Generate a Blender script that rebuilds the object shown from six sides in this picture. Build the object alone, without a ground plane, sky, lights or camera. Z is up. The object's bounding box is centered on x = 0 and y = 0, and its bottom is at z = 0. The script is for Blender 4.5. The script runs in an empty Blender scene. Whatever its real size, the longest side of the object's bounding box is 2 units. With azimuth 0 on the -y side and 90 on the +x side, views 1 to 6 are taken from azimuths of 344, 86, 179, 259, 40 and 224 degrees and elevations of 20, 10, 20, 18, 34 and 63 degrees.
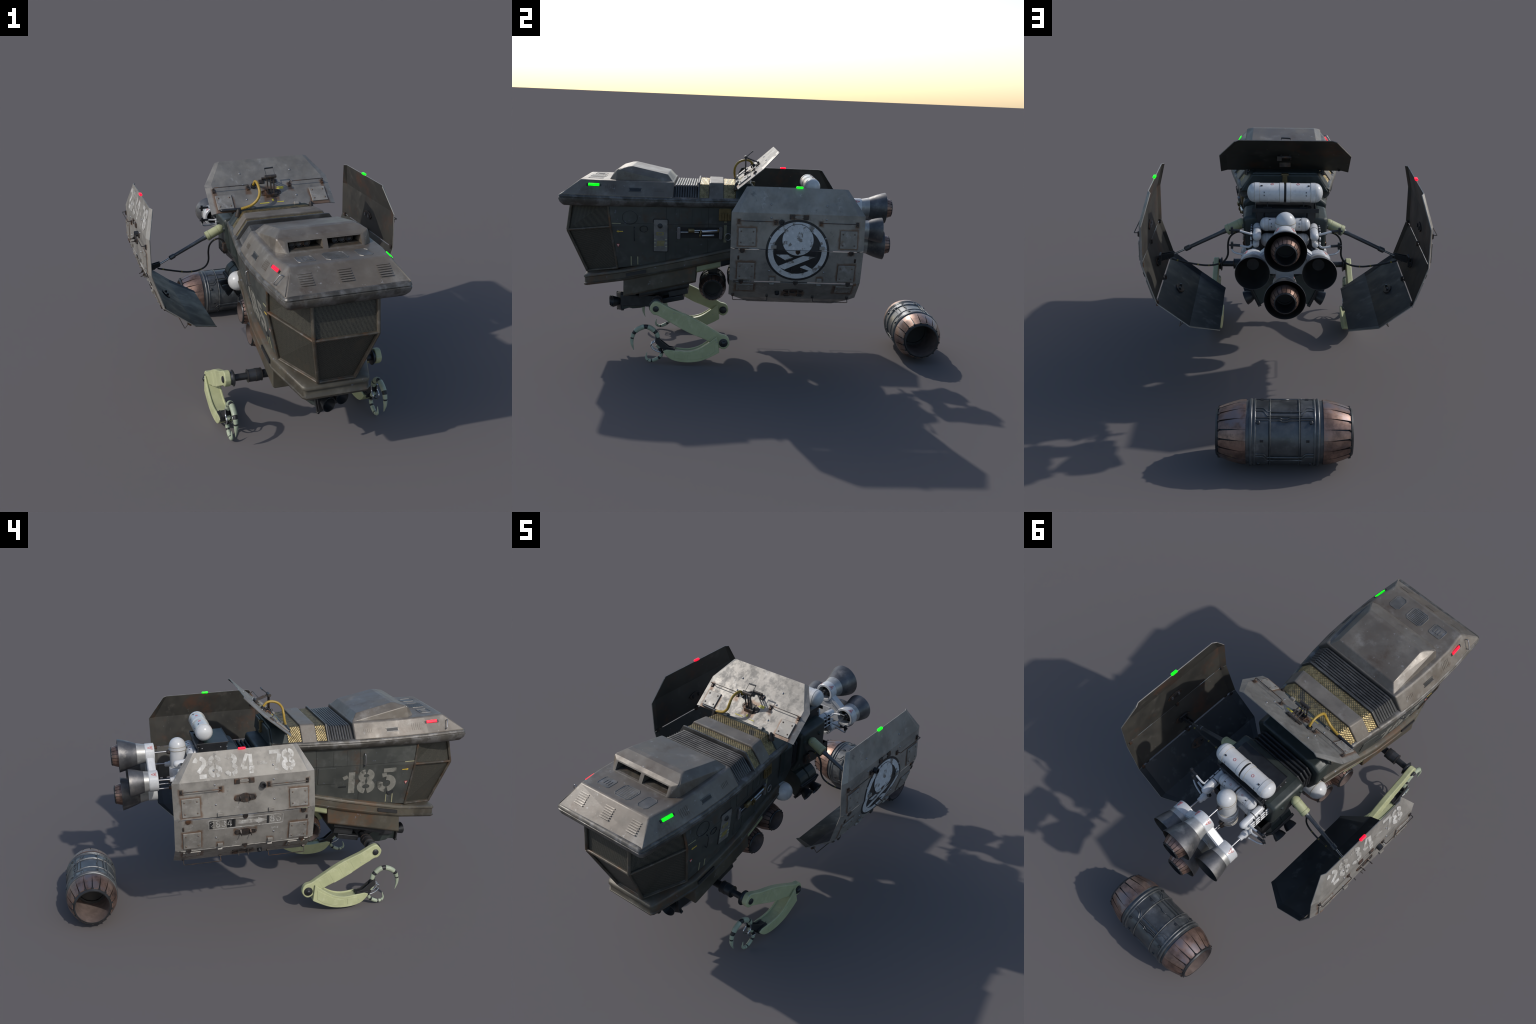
import bpy, bmesh, math, random
from mathutils import Vector, Matrix, Quaternion
random.seed(7)
V = Vector
PI = math.pi

# ------------------------------------------------------------------ helpers
def new_empty(name):
    o = bpy.data.objects.new(name, None)
    bpy.context.scene.collection.objects.link(o)
    return o

def obj_from(name, verts, faces, mat, parent, smooth=None, bevel=0.0, seg=2, mir=False, mats=None, fmat=None):
    """mesh object in world coordinates; mir mirrors it through x = 0"""
    if mir:
        verts = [(-v[0], v[1], v[2]) for v in verts]
        faces = [tuple(reversed(f)) for f in faces]
    me = bpy.data.meshes.new(name)
    me.from_pydata([tuple(v) for v in verts], [], [tuple(f) for f in faces])
    bm = bmesh.new(); bm.from_mesh(me)
    if smooth != 'open':
        bmesh.ops.recalc_face_normals(bm, faces=bm.faces)
    bm.to_mesh(me); bm.free()
    for m in (mats or [mat]):
        me.materials.append(m)
    if fmat:
        for p, i in zip(me.polygons, fmat): p.material_index = i
    if smooth == 'open' and 'panel' not in name and 'hatch' not in name and 'grille' not in name:
        for p in me.polygons: p.use_smooth = True
        me.set_sharp_from_angle(angle=math.radians(40))
    if smooth and smooth != 'open':
        for p in me.polygons: p.use_smooth = True
        me.set_sharp_from_angle(angle=math.radians(smooth))
    o = bpy.data.objects.new(name, me)
    bpy.context.scene.collection.objects.link(o)
    o.parent = parent
    if bevel:
        b = o.modifiers.new('bevel', 'BEVEL'); b.width = bevel; b.segments = seg
        b.limit_method = 'ANGLE'; b.angle_limit = math.radians(25)
    return o

class Geo:
    """collects several primitive solids into one mesh"""
    def __init__(s): s.v = []; s.f = []
    def add(s, v, f):
        n = len(s.v); s.v += [V(p) for p in v]; s.f += [tuple(i + n for i in q) for q in f]; return s
    def box(s, c, size, rot=None):
        hx, hy, hz = (d / 2 for d in size)
        p = [V((x, y, z)) for x in (-hx, hx) for y in (-hy, hy) for z in (-hz, hz)]
        if rot is not None: p = [rot @ q for q in p]
        return s.add([q + V(c) for q in p], [(0, 1, 3, 2), (4, 6, 7, 5), (0, 4, 5, 1), (2, 3, 7, 6), (0, 2, 6, 4), (1, 5, 7, 3)])
    def rev(s, o, d, prof, n=24, closed=False):
        """surface of revolution: prof = [(distance along d, radius)]"""
        o = V(o); d = V(d).normalized(); a = d.orthogonal().normalized(); b = d.cross(a)
        v = []; f = []
        for t, r in prof:
            for k in range(n):
                q = 2 * PI * k / n
                v.append(o + d * t + (a * math.cos(q) + b * math.sin(q)) * max(r, 1e-5))
        m = len(prof)
        for i in range(m - 1 + (1 if closed else 0)):
            for k in range(n):
                i2 = (i + 1) % m
                f.append((i * n + k, i * n + (k + 1) % n, i2 * n + (k + 1) % n, i2 * n + k))
        if not closed:
            f.append(tuple(range(n))); f.append(tuple((m - 1) * n + k for k in range(n)))
        return s.add(v, f)
    def cyl(s, a, b, r, r2=None, n=16):
        a = V(a); b = V(b); L = (b - a).length
        return s.rev(a, b - a, [(0, r), (L, r if r2 is None else r2)], n)
    def capsule(s, a, b, r, n=20):
        a = V(a); b = V(b); L = (b - a).length
        pr = [(r - r * math.cos(t * PI / 12), r * math.sin(t * PI / 12)) for t in range(0, 7)]
        pr += [(L - r + r * math.sin(t * PI / 12), r * math.cos(t * PI / 12)) for t in range(0, 7)]
        return s.rev(a, b - a, pr, n)
    def tube(s, pts, r, n=10, smooth=6, radii=None):
        p = catmull([V(q) for q in pts], smooth) if smooth > 1 else [V(q) for q in pts]
        m = len(p); t0 = (p[1] - p[0]).normalized(); a = t0.orthogonal().normalized()
        v = []; f = []
        for i in range(m):
            t = (p[min(i + 1, m - 1)] - p[max(i - 1, 0)]).normalized()
            a = (a - t * a.dot(t)).normalized(); b = t.cross(a)
            rr = r if radii is None else interp(radii, i / (m - 1))
            for k in range(n):
                q = 2 * PI * k / n
                v.append(p[i] + (a * math.cos(q) + b * math.sin(q)) * rr)
        for i in range(m - 1):
            for k in range(n):
                f.append((i * n + k, i * n + (k + 1) % n, (i + 1) * n + (k + 1) % n, (i + 1) * n + k))
        f.append(tuple(range(n))); f.append(tuple((m - 1) * n + k for k in range(n)))
        return s.add(v, f)
    def prism(s, a, b):
        """solid between two polygons with equal vertex count"""
        n = len(a)
        return s.add(list(a) + list(b), [tuple(range(n)), tuple(range(n, 2 * n))] +
                     [(i, (i + 1) % n, n + (i + 1) % n, n + i) for i in range(n)])
    def loft(s, rings):
        n = len(rings[0]); v = [p for r in rings for p in r]; f = []
        for i in range(len(rings) - 1):
            for k in range(n):
                f.append((i * n + k, i * n + (k + 1) % n, (i + 1) * n + (k + 1) % n, (i + 1) * n + k))
        f.append(tuple(range(n))); f.append(tuple((len(rings) - 1) * n + k for k in range(n)))
        return s.add(v, f)
    def out(s, name, mat, parent, smooth=None, bevel=0, mir=False, seg=2):
        return obj_from(name, s.v, s.f, mat, parent, smooth, bevel, seg, mir)

def catmull(p, k):
    o = []
    for i in range(len(p) - 1):
        a = p[max(i - 1, 0)]; b = p[i]; c = p[i + 1]; d = p[min(i + 2, len(p) - 1)]
        for j in range(k):
            t = j / k
            o.append(0.5 * ((2 * b) + (c - a) * t + (2 * a - 5 * b + 4 * c - d) * t * t + (3 * b - a - 3 * c + d) * t ** 3))
    return o + [p[-1]]

def interp(tab, t):
    for (a, x), (b, y) in zip(tab, tab[1:]):
        if t <= b: return x + (y - x) * (t - a) / (b - a + 1e-9)
    return tab[-1][1]

def both(fn):
    for m in (False, True): fn(m)

# ------------------------------------------------------------------ materials
class N:
    """small node-graph builder"""
    def __init__(s, name):
        s.m = bpy.data.materials.new(name); s.m.use_nodes = True
        s.t = s.m.node_tree; s.b = s.t.nodes['Principled BSDF']
        s.co = s.t.nodes.new('ShaderNodeTexCoord').outputs['Object']
    def link(s, a, b): s.t.links.new(a, b)
    def put(s, sock, v):
        if isinstance(v, bpy.types.NodeSocket): s.link(v, sock)
        elif isinstance(v, tuple) and len(v) == 3 and sock.type == 'RGBA': sock.default_value = (*v, 1)
        else: sock.default_value = v
    def noise(s, scale, detail=5, rough=.6, stretch=None, off=0):
        co = s.co
        if stretch or off:
            mp = s.t.nodes.new('ShaderNodeMapping'); s.link(co, mp.inputs[0]); co = mp.outputs[0]
            if stretch: mp.inputs['Scale'].default_value = stretch
            mp.inputs['Location'].default_value = (off, off * .7, off * 1.3)
        n = s.t.nodes.new('ShaderNodeTexNoise'); s.link(co, n.inputs['Vector'])
        n.inputs['Scale'].default_value = scale; n.inputs['Detail'].default_value = detail; n.inputs['Roughness'].default_value = rough
        return n.outputs['Fac']
    def ramp(s, f, lo, hi):
        r = s.t.nodes.new('ShaderNodeMapRange'); s.link(f, r.inputs['Value'])
        r.inputs['From Min'].default_value = lo; r.inputs['From Max'].default_value = hi; r.interpolation_type = 'SMOOTHSTEP'
        return r.outputs['Result']
    def mix(s, f, a, b):
        x = s.t.nodes.new('ShaderNodeMix'); x.data_type = 'RGBA'
        s.put(x.inputs[0], f); s.put(x.inputs[6], a); s.put(x.inputs[7], b)
        return x.outputs[2]
    def math(s, op, a, b=0.0, c=None):
        x = s.t.nodes.new('ShaderNodeMath'); x.operation = op
        s.put(x.inputs[0], a); s.put(x.inputs[1], b)
        if c is not None: s.put(x.inputs[2], c)
        return x.outputs[0]
    def xyz(s):
        x = s.t.nodes.new('ShaderNodeSeparateXYZ'); s.link(s.co, x.inputs[0]); return x.outputs
    def rect(s, ca, cb, a, b, ha, hb):
        """signed distance to a rectangle in two coordinates"""
        da = s.math('SUBTRACT', s.math('ABSOLUTE', s.math('SUBTRACT', ca, a)), ha)
        db = s.math('SUBTRACT', s.math('ABSOLUTE', s.math('SUBTRACT', cb, b)), hb)
        return s.math('MAXIMUM', da, db)
    def bump(s, h, st=.2, d=.002):
        x = s.t.nodes.new('ShaderNodeBump'); s.link(h, x.inputs['Height'])
        x.inputs['Strength'].default_value = st; x.inputs['Distance'].default_value = d
        s.link(x.outputs[0], s.b.inputs['Normal'])
    def done(s, col, rough=.5, metal=0.0, spec=None):
        s.put(s.b.inputs['Base Color'], col); s.put(s.b.inputs['Roughness'], rough); s.put(s.b.inputs['Metallic'], metal)
        if spec is not None: s.b.inputs['Specular IOR Level'].default_value = spec
        return s.m

def worn(name, base, dark, light, stain=(.09, .055, .035), stain_amt=(.62, .78), scale=9, rough=(.38, .62), metal=.3, chips=None, lines=None, bump=.15, light_amt=(.5, .75), chip_amt=(.66, .72), blotch=None):
    """painted or bare sheet metal: blotches, brown stains, fine scratches, optional panel lines"""
    n = N(name)
    big = n.noise(scale, 6, .62); fine = n.noise(scale * 9, 4, .7, off=3); st = n.noise(scale * .8, 7, .68, off=9)
    c = n.mix(n.ramp(big, .3, .7), dark, base)
    c = n.mix(n.ramp(n.noise(scale * 1.7, 6, .6, off=5), *light_amt), c, light)
    if blotch: c = n.mix(n.math('MULTIPLY', n.ramp(n.noise(4.5, 7, .7, off=51), .46, .64), .6), c, blotch)
    c = n.mix(n.math('MULTIPLY', n.ramp(fine, .45, .75), .35), c, dark)
    c = n.mix(n.ramp(st, *stain_amt), c, stain)
    if chips:
        c = n.mix(n.ramp(n.noise(scale * 5, 5, .7, off=13), *chip_amt), c, chips)
    if lines:
        x, y, z = n.xyz()
        for ax, val, w, lo, hi, ax2 in lines:
            d = n.math('ABSOLUTE', n.math('SUBTRACT', (x, y, z)[ax], val))
            m = n.math('MULTIPLY', n.math('LESS_THAN', d, w), n.math('MULTIPLY', n.math('GREATER_THAN', (x, y, z)[ax2], lo), n.math('LESS_THAN', (x, y, z)[ax2], hi)))
            c = n.mix(n.math('MULTIPLY', m, .75), c, tuple(q * .25 for q in dark))
    n.bump(n.noise(scale * 14, 3, .6, off=1), bump, .001)
    r = n.math('ADD', n.math('MULTIPLY', n.ramp(big, .3, .7), rough[1] - rough[0]), rough[0])
    return n.done(c, r, metal)

def plain(name, col, rough=.5, metal=0.0, vary=.25, scale=30):
    n = N(name)
    c = n.mix(n.ramp(n.noise(scale, 5, .6), .3, .7), tuple(q * (1 - vary) for q in col), tuple(min(1, q * (1 + vary * .5)) for q in col))
    return n.done(c, rough, metal)

def glow(name, col, st):
    n = N(name); n.b.inputs['Emission Color'].default_value = (*col, 1); n.b.inputs['Emission Strength'].default_value = st
    return n.done(tuple(q * .8 for q in col), .4)

def panel_metal(name, plates, ax, metal=.3, k=1.0):
    """grey sheet with orange-brown rust creeping out from under the bolted plates"""
    n = N(name); P = n.xyz(); a, b = P[ax[0]], P[ax[1]]
    big = n.noise(9, 7, .65); sm = n.noise(55, 5, .7, off=4)
    c = n.mix(n.ramp(big, .3, .68), (.175 * k, .165 * k, .15 * k), (.27 * k, .255 * k, .232 * k))
    c = n.mix(n.ramp(n.noise(22, 6, .7, off=8), .6, .72), c, (.13, .125, .12))
    c = n.mix(n.ramp(n.noise(16, 7, .75, off=18), .58, .7), c, (.34 * k, .33 * k, .315 * k))
    rust = n.ramp(n.noise(7, 8, .7, off=21), .66, .8)
    wob = n.math('MULTIPLY', n.math('SUBTRACT', n.noise(28, 4, .6, off=31), .5), .022)
    d = None
    for (pa, pb, ha, hb) in plates:
        r = n.rect(a, b, pa, pb, ha, hb); d = r if d is None else n.math('MINIMUM', d, r)
    near = n.math('SUBTRACT', 1.0, n.ramp(n.math('ADD', d, wob), .0, .012))
    c = n.mix(n.math('MULTIPLY', rust, .7), c, (.13, .085, .055))
    c = n.mix(n.math('MULTIPLY', near, .8), c, (.125, .068, .038))
    n.bump(sm, .12, .001)
    rr = n.math('ADD', n.math('MULTIPLY', n.ramp(n.noise(20, 7, .75, off=40), .35, .65), .32), .3)
    return n.done(c, rr, metal)

def mesh_grille(name):
    n = N(name)
    mp = n.t.nodes.new('ShaderNodeMapping'); n.link(n.co, mp.inputs[0]); mp.inputs['Rotation'].default_value = (0, 0, .3)
    v = n.t.nodes.new('ShaderNodeTexVoronoi'); n.link(mp.outputs[0], v.inputs['Vector']); v.inputs['Scale'].default_value = 210; v.inputs['Randomness'].default_value = .25
    hole = n.ramp(v.outputs['Distance'], .32, .5)
    c = n.mix(hole, (.016, .016, .013), (.05, .047, .037))
    c = n.mix(n.ramp(n.noise(10, 5, .6), .55, .75), c, (.06, .05, .035))
    return n.done(c, .6, .2)

def weave(name):
    """brass braid: two crossing diagonal wave bands"""
    n = N(name); x, y, z = n.xyz()
    u = n.math('ADD', n.math('MULTIPLY', x, 1.0), n.math('MULTIPLY', z, 1.15)); v = y
    k = PI / .0082
    s1 = n.math('SINE', n.math('MULTIPLY', n.math('ADD', u, v), k)); s2 = n.math('SINE', n.math('MULTIPLY', n.math('SUBTRACT', u, v), k))
    c = n.mix(n.ramp(n.noise(60, 4, .6), .3, .7), (.15, .115, .058), (.32, .25, .125))
    c = n.mix(n.ramp(n.noise(14, 4, .6, off=7), .5, .7), c, (.1, .09, .07))
    return n.done(c, .4, .8)

def copper(name, inner=False):
    n = N(name); x, y, z = n.xyz()
    c = n.mix(n.ramp(n.noise(22, 6, .65), .3, .68), (.13, .085, .07), (.30, .19, .15))
    c = n.mix(n.ramp(n.noise(9, 5, .6, off=6), .5, .66), c, (.21, .175, .18))
    c = n.mix(n.ramp(n.noise(13, 5, .6, off=16), .66, .75), c, (.42, .3, .16))
    c = n.mix(n.ramp(n.noise(16, 5, .7, off=26), .58, .72), c, (.05, .042, .04))
    n.bump(n.noise(120, 3, .6), .1, .001)
    return n.done(c, .42, .75)

HULL_LINES = [(1, -.464, .0016, .45, .78, 2), (1, -.252, .0014, .5, .8, 2), (2, .692, .0013, -.745, -.05, 1), (1, -.40, .001, .692, .77, 2), (1, -.335, .001, .692, .77, 2)]
M_bonnet = worn('weathered_bonnet_metal', (.17, .153, .131), (.112, .098, .083), (.225, .21, .19), stain=(.085, .062, .045), scale=8, rough=(.34, .6), metal=.22, stain_amt=(.53, .74), blotch=(.112, .09, .07), chips=(.26, .25, .245), chip_amt=(.64, .7))
M_rim = worn('bonnet_rim_metal', (.10, .092, .08), (.05, .046, .04), (.15, .144, .138), stain=(.075, .05, .033), scale=11, metal=.4, stain_amt=(.55, .72), light_amt=(.45, .62))
M_hull = worn('hull_side_paint', (.058, .061, .055), (.04, .043, .04), (.078, .08, .075), stain=(.06, .042, .03), scale=8, metal=.15, stain_amt=(.55, .7), chips=(.11, .12, .15), chip_amt=(.65, .7), lines=HULL_LINES, rough=(.5, .7))
M_skirt = worn('skirt_olive_metal', (.088, .078, .058), (.052, .046, .036), (.12, .112, .095), stain=(.1, .058, .033), scale=7, metal=.3, stain_amt=(.5, .66), chips=(.15, .16, .19), chip_amt=(.64, .69))
M_frame = worn('window_frame_metal', (.095, .082, .064), (.055, .047, .036), (.14, .13, .12), stain=(.11, .058, .03), scale=16, metal=.4, stain_amt=(.5, .68))
M_grille = mesh_grille('perforated_grille')
M_weave = weave('brass_braid')
M_rib = worn('ribbed_metal', (.10, .098, .094), (.062, .06, .058), (.15, .145, .14), scale=12, metal=.5, rough=(.32, .5))
M_black = plain('black_rubber', (.014, .014, .015), .55)
M_dark = plain('dark_steel', (.04, .042, .046), .42, .6)
M_darkrust = worn('rusty_dark_steel', (.06, .05, .045), (.03, .027, .026), (.1, .085, .075), stain=(.12, .06, .032), scale=25, metal=.5, stain_amt=(.5, .65))
M_inside = worn('panel_inner_side', (.05, .046, .038), (.031, .03, .027), (.078, .072, .062), stain=(.075, .04, .026), scale=8, metal=.2, rough=(.45, .65), chips=(.11, .108, .1), chip_amt=(.66, .7), stain_amt=(.52, .7), light_amt=(.56, .76))
M_inside2 = worn('panel_inner_side_blue', (.027, .032, .036), (.019, .023, .027), (.07, .077, .081), stain=(.05, .045, .04), scale=12, metal=.2, rough=(.45, .65), light_amt=(.55, .72))
M_neck = worn('dark_green_casing', (.034, .044, .041), (.024, .031, .03), (.05, .058, .056), stain=(.03, .028, .024), scale=12, metal=.1, rough=(.38, .55))
M_neckblack = plain('black_bellows', (.02, .022, .025), .5, .1)
M_tray = plain('black_steel_shelf', (.03, .032, .036), .4, .5)
M_white = worn('white_enamel', (.57, .575, .58), (.48, .485, .49), (.63, .63, .63), stain=(.43, .4, .36), scale=12, metal=0, rough=(.2, .32), stain_amt=(.66, .85), bump=.03)
M_tan = plain('tan_seam', (.3, .25, .16), .5)
M_red = plain('red_marking', (.5, .05, .04), .5)
M_bell = worn('heat_tinted_bell', (.15, .15, .155), (.08, .08, .085), (.22, .21, .2), stain=(.1, .08, .065), scale=12, metal=.65, rough=(.4, .52), stain_amt=(.6, .78))
M_bellcone = worn('pale_bell_cone', (.42, .415, .4), (.3, .3, .29), (.5, .5, .49), scale=14, metal=.5, rough=(.4, .5))
M_bellin = plain('dark_bell_inside', (.022, .021, .02), .6, .3)
M_copper = copper('scorched_copper')
M_copperin = plain('pinkish_nozzle_lining', (.19, .145, .13), .6, .2)
M_steel = worn('blue_grey_steel', (.125, .13, .135), (.07, .075, .08), (.2, .205, .21), stain=(.075, .06, .05), scale=11, metal=.6, rough=(.3, .5))
M_arm = worn('pale_green_enamel', (.40, .415, .235), (.34, .355, .20), (.45, .46, .28), stain=(.3, .3, .2), scale=14, metal=.0, chips=(.2, .22, .26), rough=(.4, .55), bump=.06, chip_amt=(.63, .68))
M_claw = worn('grey_green_enamel', (.33, .37, .27), (.26, .3, .22), (.4, .43, .33), stain=(.25, .27, .2), scale=20, rough=(.4, .5), metal=0)
M_chrome = plain('bright_steel', (.55, .56, .58), .22, .95, .1)
M_silver = plain('grey_steel', (.3, .3, .31), .35, .8)
M_yellow = plain('yellow_paint', (.55, .38, .05), .5)
M_hose = None
n = N('yellow_ribbed_hose')
w = n.t.nodes.new('ShaderNodeTexWave'); n.link(n.co, w.inputs['Vector']); w.inputs['Scale'].default_value = 95; w.bands_direction = 'DIAGONAL'
M_hose = n.done(n.mix(n.ramp(w.outputs['Fac'], .15, .6), (.13, .085, .012), (.42, .27, .035)), .45)
M_paint = worn('worn_white_stencil', (.5, .49, .47), (.3, .285, .26), (.62, .61, .6), stain=(.22, .205, .185), scale=26, metal=.1, stain_amt=(.5, .62), rough=(.4, .6))
M_paint2 = worn('worn_faded_stencil', (.4, .39, .37), (.28, .27, .25), (.5, .49, .48), stain=(.22, .205, .185), scale=34, metal=.1, stain_amt=(.48, .6), rough=(.4, .6))
M_paint3 = worn('worn_hull_number', (.21, .205, .178), (.16, .155, .135), (.26, .25, .225), stain=(.06, .06, .053), scale=24, metal=.05, stain_amt=(.52, .64), rough=(.5, .6))
M_emblem = worn('worn_emblem_white', (.5, .52, .54), (.42, .44, .46), (.6, .61, .63), stain=(.17, .16, .15), scale=34, metal=.05, stain_amt=(.53, .6), rough=(.45, .6))
M_emblack = worn('worn_emblem_black', (.02, .02, .021), (.013, .013, .014), (.03, .03, .032), stain=(.15, .15, .14), scale=26, metal=.05, stain_amt=(.66, .74), rough=(.45, .6))
M_grey = plain('grey_access_panel', (.19, .185, .175), .5, .3)
M_green_panel = plain('pale_green_panel', (.27, .285, .165), .5, 0, .12)
M_red_light = glow('red_navigation_lamp', (1, .0, .011), 4)
M_green_light = glow('green_navigation_lamp', (.0, 1, .002), 4)
M_brass = plain('aged_brass', (.2, .15, .07), .45, .6)

ship = new_empty('cargo_spacecraft')
ship['label'] = 'weathered boxy cargo spacecraft with open wing panels and claws'
ship['category'] = 'spaceship'

# ------------------------------------------------------------------ hull
RIM = [(-.994, .250), (-.93, .256), (-.80, .268), (-.65, .272), (-.52, .268), (-.40, .257), (-.30, .243), (-.18, .224), (-.035, .203)]
def rim_w(y): return interp(RIM, y)

def plan(off, z, yf=-1.0, ye=-.035):
    """closed outline of the hull at height z, inset by off"""
    r = [(rim_w(y) - off, y, z) for y, w in reversed(RIM[1:])]
    r[0] = (r[0][0], ye, z)
    c = [(.2505 - off, -.984 + off * .6, z), (.245 - off, yf + .004 + off, z), (.235 - off, yf + off, z)]
    half = r + c
    if z < .812: half = [(p[0], p[1], .812 - (.812 - z) * interp([(-1.1, 1), (-.93, .97), (-.75, .88), (-.55, .75), (0, .7)], p[1])) for p in half]
    return [V(p) for p in half] + [V((-p[0], p[1], p[2])) for p in reversed(half)]

g = Geo(); g.loft([plan(.022, .772), plan(.016, .776), plan(.005, .790), plan(0, .806), plan(.0, .812), plan(.003, .8145), plan(.003, .8165), plan(.0, .819), plan(.002, .826), plan(.01, .831), plan(.02, .832)])
g.out('bonnet_rim', M_rim, ship, smooth=50)

RA = [(.132, -.948, .802), (.240, -.758, .802), (.244, -.60, .802), (.233, -.42, .802), (.214, -.30, .802), (.172, -.04, .802)]
RB = [(.129, -.971, .634), (.234, -.741, .673), (.234, -.60, .682), (.222, -.42, .69), (.202, -.29, .695), (.165, -.04, .70)]
RC = [(.076, -.877, .412), (.181, -.71, .452), (.186, -.57, .474), (.184, -.40, .512), (.174, -.29, .536), (.150, -.04, .588)]
def sym(r): return [V(p) for p in r] + [V((-p[0], p[1], p[2])) for p in reversed(r)]
rings = [sym(RC), sym(RB), sym(RA)]
n6 = len(RA); nn = 2 * n6
verts = [p for r in rings for p in r]
hf, gf = [], []
for i in range(2):
    for k in range(nn):
        q = (i * nn + k, i * nn + (k + 1) % nn, (i + 1) * nn + (k + 1) % nn, (i + 1) * nn + k)
        (gf if k in (0, nn - 2, nn - 1) else hf).append(q)
hf += [tuple(range(nn)), tuple(2 * nn + k for k in range(nn))]
def used(fs):
    ids = sorted({i for f in fs for i in f}); mp = {i: j for j, i in enumerate(ids)}
    return [verts[i] for i in ids], [tuple(mp[i] for i in f) for f in fs]
v_, f_ = used(hf); hull = obj_from('hull', v_, f_, M_hull, ship)
v_, f_ = used(gf); gr = obj_from('nose_grille', v_, f_, None, ship, smooth='open', mats=[M_grille, M_frame])
bm = bmesh.new(); bm.from_mesh(gr.data)
bmesh.ops.recalc_face_normals(bm, faces=bm.faces)
if sum((f.normal.y for f in bm.faces)) > 0: bmesh.ops.reverse_faces(bm, faces=bm.faces)
inner = bm.faces[:]
r1 = bmesh.ops.inset_individual(bm, faces=inner, thickness=.007, depth=0)
r2 = bmesh.ops.inset_individual(bm, faces=inner, thickness=.0015, depth=-.005)
for f in r1['faces'] + r2['faces']: f.material_index = 1
bm.to_mesh(gr.data); bm.free()

def on_hull(y, z, h=0.0, side=1):
    """point on the hull side wall, h outwards"""
    def row(r): return [(p[1], p) for p in r[1:]]
    def at(r):
        ys = [p[1] for p in r[1:]]
        for a, b in zip(r[1:], r[2:]):
            if y <= b[1]:
                t = (y - a[1]) / (b[1] - a[1]); return V(a).lerp(V(b), t)
        return V(r[-1])
    A, B, C = at(RA), at(RB), at(RC)
    lo, hi = (B, A) if z > B.z else (C, B)
    p = lo.lerp(hi, (z - lo.z) / (hi.z - lo.z)); p.y = y; p.z = z
    t = (hi - lo).normalized(); nrm = V((0, 1, 0)).cross(t).normalized()
    if nrm.x < 0: nrm = -nrm
    p = p + nrm * h
    return V((p.x * side, p.y, p.z))

def strut(g, a, b, w=.014, d=.012):
    a = V(a); b = V(b); t = (b - a).normalized()
    g.tube([a, b], w * .55, n=8, smooth=1)

def frames(m):
    s = -1 if m else 1
    g = Geo()
    def P(p): return V((p[0] * s, p[1], p[2]))
    for r1, r2 in ((RA, RB), (RB, RC)):
        strut(g, P(r1[0]), P(r2[0])); strut(g, P(r1[1]), P(r2[1]), .011)
    strut(g, P(RB[0]), P(RB[1]), .011); strut(g, P(RC[0]), P(RC[1]), .01)
    strut(g, P(RA[0]), P(RA[1]), .012)
    g.out('window_frame', M_frame, ship, smooth=40)
both(frames)
g = Geo()
for r in (RA, RB, RC): strut(g, (-r[0][0], r[0][1], r[0][2]), r[0], .011)
g.out('window_frame', M_frame, ship, smooth=40)

# skirt, a sloping belt under the hull
SK = [(.128, -.888), (.141, -.876), (.204, -.678), (.207, -.52), (.203, -.38), (.189, -.27), (.174, -.17), (.163, -.05)]
def sk_z(y): return .402 + .222 * (y + .882)
def sk(off, dz):
    half = []
    for x, y in SK:
        yy = y + (off if y < -.87 else 0); half.append((x - off, yy, sk_z(yy) + dz))
    half.reverse()
    return [V(p) for p in half] + [V((-p[0], p[1], p[2])) for p in reversed(half)]
g = Geo(); g.loft([sk(.02, -.057), sk(.006, -.058), sk(.001, -.052), sk(0, -.046), sk(.004, -.043), sk(.004, -.016), sk(0, -.013), sk(0, -.004), sk(.004, .001), sk(.03, .006)])
g.out('skirt', M_skirt, ship, smooth=50)
def slots(m):
    s = -1 if m else 1
    a = [V((s * x, y, sk_z(y) + dz)) for x, y, dz in ((.2065, -.664, -.022), (.2085, -.563, -.022), (.2085, -.563, -.038), (.2065, -.664, -.038))]
    b = [p - V((s * .02, 0, 0)) for p in a]
    Geo().prism(a, b).out('skirt_slot', M_black, ship)
both(slots)
def keel_ring(y, zb, w): return [V((w, y, sk_z(y) - .03)), V((w, y, zb + .008)), V((w - .008, y, zb)), V((-w + .008, y, zb)), V((-w, y, zb + .008)), V((-w, y, sk_z(y) - .03))]
Geo().loft([keel_ring(-.678, .303, .196), keel_ring(-.308, .386, .183)]).out('keel_box', M_skirt, ship, bevel=.004)
Geo().loft([keel_ring(-.306, .437, .183), keel_ring(-.184, .466, .168)]).out('keel_fairing', M_green_panel, ship, bevel=.003)
Geo().loft([keel_ring(-.183, .468, .168), keel_ring(-.05, .505, .150)]).out('belly_plate', M_dark, ship, bevel=.003)

Geo().loft([[V((x, y, z)) for x, z in ((.168, zk + .01), (.168, zk - .016), (.15, zk - .028), (-.15, zk - .028), (-.168, zk - .016), (-.168, zk + .01))] for y, zk in ((-.60, .320), (-.345, .378))]).out('keel_underplate', M_dark, ship, bevel=.003)
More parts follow.
